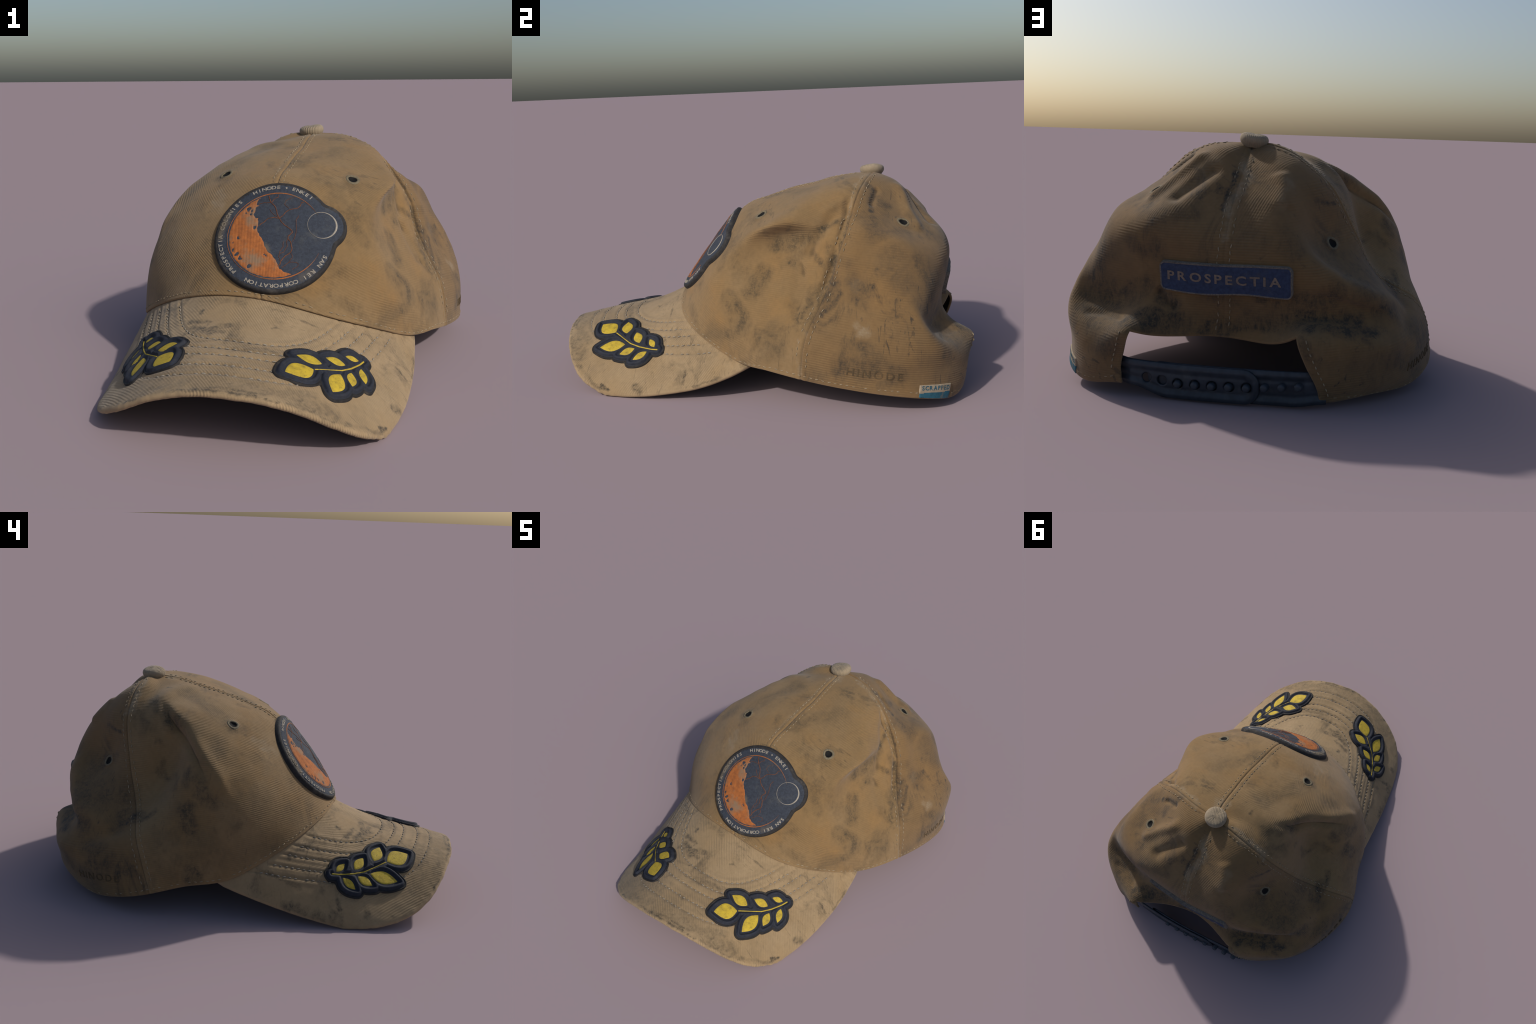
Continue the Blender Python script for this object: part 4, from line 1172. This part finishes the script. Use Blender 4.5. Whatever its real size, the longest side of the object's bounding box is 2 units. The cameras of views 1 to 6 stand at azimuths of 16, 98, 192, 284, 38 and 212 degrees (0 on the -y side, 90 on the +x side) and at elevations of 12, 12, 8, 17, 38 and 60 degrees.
def planet_sdf(xy):
    w = np.array([[mnoise.noise(Vector((x * 60, y * 60, 0))), mnoise.noise(Vector((x * 60, y * 60, 9)))] for x, y in xy])
    d = polygon_sdf(xy + 0.0035 * w, TERMINATOR + LIMB)
    for cx, cy, r in CRATER:
        hole = r * 0.8 - np.linalg.norm((xy + w * 0.009 - [cx, cy]) * [1.1, 0.9], axis=1)
        d = np.maximum(d, hole)
    return d


add_object("planet", relief("planet", planet_sdf, lambda d, xy: PAD + 0.0016 * np.clip(-d / 0.004, -0.5, 1), crown_surface, PF, (-0.19, -0.19, 0.08, 0.19), 0.0026), badge, [orange])


def band(name, pts, widths, mat, frame=PF, parent=badge, top=PAD, rise=0.0016, surface=None):
    """a narrow embroidered line following points of the patch plane"""
    pts = np.array(pts, float)
    r = np.broadcast_to(np.asarray(widths, float), (len(pts),))
    t = unit(np.gradient(pts, axis=0))
    s = np.stack([-t[:, 1], t[:, 0]], -1)
    cols, n = [], len(pts)
    for off, h in ((-1, -0.001), (-0.55, rise), (0.55, rise), (1, -0.001)):
        cols.append((surface or crown_surface).many(frame, pts + s * (r * off)[:, None], top + h))
    v = np.concatenate(cols)
    f = [(c * n + i, c * n + i + 1, (c + 1) * n + i + 1, (c + 1) * n + i) for c in range(3) for i in range(n - 1)]
    return v, [tuple(reversed(q)) for q in f]


def densify(pts, step=0.006, wiggle=0.0):
    pts = np.array(pts, float)
    run = np.concatenate([[0], np.cumsum(np.linalg.norm(np.diff(pts, axis=0), axis=1))])
    n = max(3, int(run[-1] / step))
    s = np.linspace(0, run[-1], n)
    out = np.stack([np.interp(s, run, pts[:, c]) for c in (0, 1)], -1)
    if wiggle:
        out += np.array([[rng.uniform(-wiggle, wiggle), rng.uniform(-wiggle, wiggle)] for _ in out])
    return out


VEINS = {
    "trunk": (0.0022, [(-0.027, 0.18), (-0.017, 0.149), (0.001, 0.125), (0.008, 0.096), (0.017, 0.072), (0.028, 0.052), (0.048, 0.034), (0.066, 0.019), (0.07, 0.008), (0.054, -0.006), (0.051, -0.019), (0.063, -0.032), (0.068, -0.06), (0.064, -0.077), (0.045, -0.09), (0.031, -0.104), (0.024, -0.114), (0.023, -0.126), (0.012, -0.135)]),
    "upper_left": (0.0012, [(-0.067, 0.144), (-0.046, 0.148), (-0.016, 0.147)]),
    "upper_right": (0.0014, [(-0.016, 0.147), (-0.002, 0.163), (0.013, 0.171), (0.013, 0.182)]),
    "to_terminator": (0.0019, [(-0.064, 0.046), (-0.045, 0.057), (-0.028, 0.074), (-0.007, 0.078), (0.017, 0.072)]),
    "arm": (0.0018, [(0.017, 0.072), (0.03, 0.083), (0.042, 0.1), (0.059, 0.111), (0.09, 0.116), (0.1, 0.128), (0.103, 0.139), (0.113, 0.143)]),
    "arm_branch": (0.0010, [(0.055, 0.117), (0.036, 0.135), (0.045, 0.153), (0.077, 0.168)]),
    "side": (0.0011, [(0.095, 0.083), (0.083, 0.06), (0.084, 0.037), (0.084, 0.01), (0.078, -0.018), (0.068, -0.033)]),
    "inner": (0.0010, [(0.033, -0.03), (0.034, -0.053), (0.022, -0.07), (0.019, -0.083), (0.016, -0.095), (0.023, -0.112)]),
    "middle": (0.0011, [(0.051, -0.019), (0.046, -0.036), (0.05, -0.05), (0.036, -0.075), (0.021, -0.082)]),
    "loop": (0.0010, [(0.065, -0.08), (0.071, -0.097), (0.059, -0.113), (0.053, -0.121), (0.068, -0.118), (0.087, -0.12), (0.094, -0.129), (0.086, -0.139), (0.068, -0.149)]),
    "loop_tail": (0.0012, [(0.053, -0.121), (0.039, -0.133), (0.029, -0.142)]),
    "upper_twig": (0.0009, [(-0.02, 0.115), (-0.012, 0.098), (0.002, 0.085), (0.014, 0.078)]),
}
bag = Bag()
for w, pts in VEINS.values():
    p = densify(pts, 0.005, 0.0010)
    bag.add(*band("vein", p, w * (0.75 + 0.5 * np.abs(np.sin(np.arange(len(p)) * 0.9)))[: len(p)], rust))
add_object("canal_lines", bag.mesh("canal_lines"), badge, [rust])
th = np.radians(np.linspace(27, 335, 220))
deg = np.degrees(th)
wid = 0.0009 + 0.0021 * np.exp(-(((deg - 88) / 38) ** 2)) + 0.0021 * np.exp(-(((deg - 285) / 27) ** 2))
wid *= np.clip(np.minimum(deg - 26, 337 - deg) / 18, 0.25, 1)
v, f = band("ring", np.stack([0.1885 * np.cos(th), 0.1885 * np.sin(th)], -1), wid, orange)
add_object("orbit_ring", mesh_from("orbit_ring", v, f), badge, [orange])
th = np.radians(np.linspace(0, 360, 161))
thick = 0.0008 + 0.0037 * np.clip(0.5 + 0.5 * np.cos(th + math.radians(2)), 0, 1) ** 2.2
rad = 0.0595 - thick
v, f = band("moon", np.stack([MOON[0] + rad * np.cos(th), MOON[1] + rad * np.sin(th)], -1), thick, cream)
add_object("moon_crescent", mesh_from("moon_crescent", v, f), badge, [cream])

placed = []
STEP = 5.15
for word, start in (("PROSPECTIA COLONIES", 223.4), ("HINODE", 112.1), ("ENKEI", 69.7), ("SAN REI CORPORATION", -26.1)):
    for i, ch in enumerate(word):
        g = math.radians(start - STEP * i)
        placed.append((ch, 0.0235, 0.0004, 0.2155 * math.cos(g), 0.2155 * math.sin(g), g - math.pi / 2))
lay_letters("patch_lettering", placed, crown_surface, PF, PAD + 0.0004, badge, cream, (1.15, 0.95))
g = math.radians(77.9)
star = [(0.0062 * (1 if i % 2 == 0 else 0.42) * math.cos(g + i * math.pi / 4), 0.0062 * (1 if i % 2 == 0 else 0.42) * math.sin(g + i * math.pi / 4)) for i in range(8)]
star = [(0.2155 * math.cos(g) + x, 0.2155 * math.sin(g) + y) for x, y in star]
sc = np.mean(star, axis=0)
add_object("patch_star", relief("patch_star", lambda xy: polygon_sdf(xy, star), lambda d, xy: PAD + 0.001 + 0 * d, crown_surface, PF, (sc[0] - 0.01, sc[1] - 0.01, sc[0] + 0.01, sc[1] + 0.01), 0.0015), badge, [cream])

# ---------------------------------------------------------------- leaf patches on the brim
LEAVES = [  # tip, foot on the stem, half width
    ((0.205, 0.000), (0.052, 0.018), 0.047),
    ((0.089, -0.079), (0.002, 0.010), 0.032),
    ((-0.018, -0.040), (-0.108, 0.022), 0.0265),
    ((-0.116, -0.034), (-0.195, 0.002), 0.019),
    ((0.083, 0.131), (-0.052, 0.036), 0.037),
    ((-0.040, 0.115), (-0.104, 0.032), 0.025),
    ((-0.124, 0.109), (-0.170, 0.014), 0.0225),
]
STEM = [(-0.203, 0.0), (-0.172, 0.012), (-0.108, 0.028), (-0.052, 0.034), (0.002, 0.027), (0.07, 0.016)]


def leaf_outline(tip, foot, w, n=22):
    tip, foot = np.array(tip), np.array(foot)
    ax = tip - foot
    length = np.linalg.norm(ax)
    ax = ax / length
    side = np.array([-ax[1], ax[0]])
    t = np.linspace(0, 1, n)
    prof = w * np.sin(math.pi * np.clip((t - 0.13) / 0.87, 0, 1) ** 0.92) ** 0.95 + 0.0026 * (1 - t)
    left = [foot + ax * length * a + side * p for a, p in zip(t, prof)]
    right = [foot + ax * length * a - side * p for a, p in zip(t[::-1], prof[::-1])]
    return np.array(left + right)


OUTLINES = [leaf_outline(*l) for l in LEAVES]


def sprig_sdf(xy):
    d = line_sdf(xy, STEM, 0.0030)
    for o in OUTLINES:
        d = np.minimum(d, polygon_sdf(xy, o))
    return d


def sprig_patch_sdf(xy):
    return sprig_sdf(xy) - 0.0345


def bump01(x):
    x = np.clip(x, 0, 1)
    return x * x * (3 - 2 * x)


def sprig_height(d, xy):
    e = -d                                   # distance in from the rim
    y = sprig_sdf(xy)                        # distance from the yellow parts
    rim = 0.0085 * np.sqrt(np.clip(1 - (1 - np.clip(e / 0.0018, 0, 1)) ** 2, 0, 1))
    rim = rim - 0.0035 * np.exp(-(((e - 0.0095) / 0.0022) ** 2))
    pad = 0.0095 * bump01((e - 0.010) / 0.009) * bump01((y - 0.0015) / 0.008)
    return rim + pad - 0.004 * (e < 1e-9)


navy_pad = plain("navy_padding", (0.025, 0.029, 0.042), 0.35, 0.75, 80, 0.5, 0.003, worn=(0.052, 0.052, 0.055), worn_amt=0.5)
black_rim = plain("patch_rim", (0.024, 0.022, 0.022), 0.35, 0.7, 60, 0.3, 0.002, worn=(0.085, 0.075, 0.065))
k = Mat("gold_thread")
col = k.mix(k.step(k.noise(24, 6, 0.75), 0.32, 0.68), (0.55, 0.39, 0.034), (0.37, 0.265, 0.032))
col = k.mix(k.step(k.noise(60, 5, 0.8, stretch=(1, 1, 2)), 0.52, 0.68, 0.0, 0.75), col, (0.16, 0.12, 0.03))
gold = k.finish(col, 0.7, k.bump(k.noise(110, 4, 0.7), 0.55, 0.003), spec=0.3)

for o, s, n, hand in (((0.3247, -0.6200, 0.2229), (-0.5355, -0.8315, 0.1476), (0.4786, -0.1548, 0.8643), 1), ((-0.3145, -0.6410, 0.2275), (0.602, -0.786, 0.112), (-0.45, -0.2, 0.87), -1)):
    F = frame_of(o, s, n)
    F = (F[0], F[1], F[2] * hand, F[3])
    me = relief("leaf_patch", sprig_patch_sdf, sprig_height, brim_surface, F, (-0.26, -0.14, 0.26, 0.19), 0.0030, lambda d, c: 1 if d > -0.0105 else 0, 0.0105)
    if hand < 0:
        me.flip_normals()
    patch = add_object("leaf_patch", me, cap, [navy_pad, black_rim])
    for ol in OUTLINES:
        lo, hi = ol.min(0) - 0.005, ol.max(0) + 0.005
        lm = relief("leaf", lambda xy: polygon_sdf(xy, ol), lambda d, xy: 0.0068 + 0.0034 * bump01(-d / 0.012), brim_surface, F, (lo[0], lo[1], hi[0], hi[1]), 0.0032)
        if hand < 0:
            lm.flip_normals()
        add_object("leaf", lm, patch, [gold])
    sm = relief("stem", lambda xy: line_sdf(xy, STEM, [0.0042, 0.004, 0.0045, 0.0038, 0.0032, 0.0036]), lambda d, xy: 0.0075 + 0.0028 * bump01(-d / 0.003), brim_surface, F, (-0.21, -0.01, 0.08, 0.05), 0.0022)
    if hand < 0:
        sm.flip_normals()
    add_object("stem", sm, patch, [gold])

def spaced(word, size, bold, x0, x1, y, turn=0.0, stretch=1.0):
    """letters of a word set between x0 and x1 with even gaps"""
    w = []
    for ch in word:
        v, _ = glyph(ch, size, bold)
        w.append((np.ptp(v[:, 0]) if len(v) else size * 0.3) * stretch)
    gap = (x1 - x0 - sum(w)) / (len(word) - 1)
    out, x = [], x0
    for ch, k in zip(word, w):
        out.append((ch, size, bold, x + k / 2, y, turn))
        x += k + gap
    return out


# ---------------------------------------------------------------- back name patch
BF = frame_of((0.0155, 0.900, 0.4625), (-1.0, 0.04, 0.0), (0.02, 0.98, -0.12))
HX, HY = 0.254, 0.060


def label_sdf(xy):
    y = xy[:, 1] - 0.004 * np.sin(xy[:, 0] * 19 + 0.4) * (xy[:, 1] < 0) - 0.002 * np.sin(xy[:, 0] * 11)
    q = np.stack([np.abs(xy[:, 0]) - HX + 0.024, np.abs(y) - HY + 0.024], -1)
    return np.linalg.norm(np.maximum(q, 0), axis=1) + np.minimum(q.max(1), 0) - 0.024


blue = plain("blue_patch_cloth", (0.042, 0.060, 0.118), 0.35, 0.85, 80, 0.5, 0.003, worn=(0.075, 0.075, 0.085), worn_amt=0.6)
grey_edge = plain("patch_edge_thread", (0.20, 0.175, 0.15), 0.5, 0.85, 120, 0.6, 0.003, worn=(0.07, 0.065, 0.06), worn_amt=0.8)
back_patch = add_object("back_patch", relief("back_patch", label_sdf, lambda d, xy: rounded(0.018, 0.0018)(d) - 0.0022 * bump01((-d - 0.006) / 0.003), crown_surface, BF, (-0.265, -0.075, 0.265, 0.075), 0.0030, lambda d, c: 1 if d > -0.0075 else 0, 0.0075), cap, [blue, grey_edge])
tan_thread = plain("tan_lettering_thread", (0.25, 0.195, 0.155), 0.4, 0.85, 120, worn=(0.11, 0.09, 0.08))
placed = spaced("PROSPECTIA", 0.051, 0.0012, -0.222, 0.212, 0.002, 0.0, 1.15)
lay_letters("back_lettering", placed, crown_surface, BF, 0.0162, back_patch, tan_thread, (1.15, 0.95))

# ---------------------------------------------------------------- small side label and faded side stamps
TF = frame_of((0.659, 0.820, 0.080), (-0.62, 0.76, -0.16), (0.75, 0.64, 0.10))
tag_white = plain("label_white_cloth", (0.36, 0.295, 0.21), 0.3, 0.85, 50, worn=(0.22, 0.155, 0.085), worn_amt=0.9)
tag_blue = plain("label_blue_cloth", (0.030, 0.115, 0.165), 0.35, 0.85, 50, worn=(0.22, 0.16, 0.09), worn_amt=0.9)
TAG = [(-0.080, -0.040), (0.078, -0.034), (0.081, 0.038), (-0.078, 0.033)]
tag = add_object("side_label", relief("side_label", lambda xy: polygon_sdf(xy, TAG), lambda d, xy: rounded(0.0045, 0.003)(d), crown_surface, TF, (-0.11, -0.06, 0.11, 0.06), 0.0032, lambda d, c: 1 if c[1] < 0.001 + 0.03 * c[0] else 0), cap, [tag_white, tag_blue])
placed = spaced("SCRAPPED", 0.026, 0.0006, -0.068, 0.071, 0.019, 0.03, 0.95)
lay_letters("label_lettering", placed, crown_surface, TF, 0.0040, tag, tag_blue, (0.95, 1.0))
stamp = plain("faded_stamp_ink", (0.105, 0.073, 0.040), 0.3, 0.92, 30, worn=(0.17, 0.11, 0.055), worn_amt=0.8)
for o, ex, n in (((0.722, 0.570, 0.178), (0.03, 0.99, -0.115), (1, 0, 0.1)), ((-0.70, 0.560, 0.140), (-0.18, -0.97, 0.13), (-0.97, 0.18, 0.05))):
    SF = frame_of(o, ex, n)
    placed = spaced("HINODE", 0.050, 0.0003, -0.118, 0.118, 0.0, 0.0, 1.05)
    st = lay_letters("side_stamp", placed, crown_surface, SF, 0.0008, cap, stamp, (1.05, 0.95))

# ---------------------------------------------------------------- plastic snap strap across the opening
plastic = plain("dark_blue_plastic", (0.036, 0.046, 0.062), 0.35, 0.5, 35, 0.25, 0.003, worn=(0.075, 0.08, 0.085), worn_amt=0.6, spec=0.4)
sx = np.linspace(-0.46, 0.50, 97)
sy = 0.936 + 0.012 * np.cos((sx - 0.14) * 6.0) - 0.45 * np.clip(np.abs(sx - 0.03) - 0.33, 0, None)
sz = np.linspace(-0.02, 0.17, 20)
strap_sheet = np.stack([np.broadcast_to(sx[::-1, None], (97, 20)), sy[::-1, None] + 0.10 * (0.07 - sz)[None, :], np.broadcast_to(sz[::-1][None, :], (97, 20))], -1)
strap_surface = Surface(strap_sheet)
SFR = (np.array([0.0, 0.94, 0.0]), np.array([-1.0, 0, 0]), np.array([0.0, 0, 1.0]), np.array([0.0, 1.0, 0.0]))


def strap_edges(x):
    """top and bottom edge height at strap position x (x grows toward the left of the wearer's back view)"""
    top = 0.142 + 0.006 * np.clip((-x - 0.2) / 0.2, 0, 1) + 0.006 * np.clip((x - 0.2) / 0.15, 0, 1)
    bot = 0.004 + 0.036 * bump01((-x - 0.22) / 0.14) + 0.010 * bump01((x - 0.24) / 0.1)
    return top, bot


HOLES = [(0.298, 0.078), (0.237, 0.073), (0.175, 0.066), (0.109, 0.067), (0.044, 0.068), (-0.021, 0.070), (-0.086, 0.072)]
SPARE = [(-0.154, 0.078), (-0.217, 0.084), (-0.28, 0.09)]


def band_sdf(x_end, left):
    def f(xy):
        top, bot = strap_edges(xy[:, 0])
        mid, half = (top + bot) / 2, (top - bot) / 2
        dy = np.abs(xy[:, 1] - mid) - half
        c = 0.062
        ox = (xy[:, 0] - x_end) * (1 if left else -1)
        q = np.stack([ox + c, dy + c], -1)
        d = np.linalg.norm(np.maximum(q, 0), axis=1) + np.minimum(q.max(1), 0) - c
        return d
    return f


lower = band_sdf(0.134, True)
upper = band_sdf(-0.30, False)


def outer_strap_sdf(xy):
    d = lower(xy)
    for hx, hz in HOLES:
        d = np.maximum(d, 0.0178 - np.linalg.norm(xy - [-hx, hz], axis=1))
    return d


def strap_height(base, t):
    def f(d, xy):
        edge = -base(xy)
        bead = 0.0055 * np.exp(-(((edge - 0.018) / 0.010) ** 2))
        dip = -0.0030 * np.exp(-(((edge - 0.040) / 0.007) ** 2))
        return (t + bead + dip) * np.sqrt(np.clip(1 - (1 - np.clip(-d / 0.006, 0, 1)) ** 2, 0.0, 1)) 
    return f


def closed_band(name, sdf, hfun, offset, back):
    """front relief plus a plain back face"""
    f = relief(name, sdf, lambda d, xy: offset + hfun(d, xy), strap_surface, SFR, (-0.45, -0.01, 0.372, 0.165), 0.0042)
    b = relief(name, sdf, lambda d, xy: offset - back * np.clip(-d / 0.006, 0, 1), strap_surface, SFR, (-0.45, -0.01, 0.372, 0.165), 0.0042)
    b.flip_normals()
    bag = Bag()
    for me in (f, b):
        bag.add([tuple(v.co) for v in me.vertices], [tuple(p.vertices) for p in me.polygons])
    bpy.data.meshes.remove(f); bpy.data.meshes.remove(b)
    me = bag.mesh(name)
    bm = bmesh.new(); bm.from_mesh(me)
    bmesh.ops.remove_doubles(bm, verts=bm.verts, dist=0.0004)
    bm.to_mesh(me); bm.free()
    return me


strap = add_object("snap_strap", closed_band("snap_strap", upper, strap_height(upper, 0.006), -0.004, 0.004), cap, [plastic])
over = add_object("strap_flap", closed_band("strap_flap", outer_strap_sdf, strap_height(lower, 0.006), 0.008, 0.003), strap, [plastic])
def peg(r, h):
    verts, faces, seg = [], [], 16
    prof = ((r * 1.0, -0.004), (r * 1.0, h * 0.72), (r * 0.82, h * 0.95), (r * 0.45, h))
    for q, z in prof:
        for a in range(seg):
            g = 2 * math.pi * a / seg
            verts.append((q * math.cos(g), q * math.sin(g), z))
    for i in range(3):
        for a in range(seg):
            b = (a + 1) % seg
            faces.append((i * seg + a, i * seg + b, i * seg + seg + b, i * seg + seg + a))
    faces.append(tuple(3 * seg + a for a in range(seg)))
    return mesh_from("snap_stud", verts, faces)


peg_me = peg(0.0150, 0.033)
peg_me.materials.append(plastic)
peg_me.polygons.foreach_set("use_smooth", [True] * len(peg_me.polygons))
for hx, hz in HOLES[2:] + SPARE:
    p = strap_surface.drop(SFR, -hx, hz, 0.0)
    ob = bpy.data.objects.new("snap_stud", peg_me)
    bpy.context.scene.collection.objects.link(ob)
    ob.parent = strap
    ob.location = p
    ob.rotation_euler = (-math.pi / 2, 0, 0.1 * rng.uniform(-1, 1))

# ---------------------------------------------------------------- settle on the ground, centred
bpy.context.view_layer.update()
lo, hi = np.full(3, 9.0), np.full(3, -9.0)
for ob in bpy.context.scene.objects:
    if ob.type == "MESH":
        co = np.array([tuple(ob.matrix_world @ v.co) for v in ob.data.vertices])
        lo, hi = np.minimum(lo, co.min(0)), np.maximum(hi, co.max(0))
print("bounds", lo.round(3), hi.round(3))
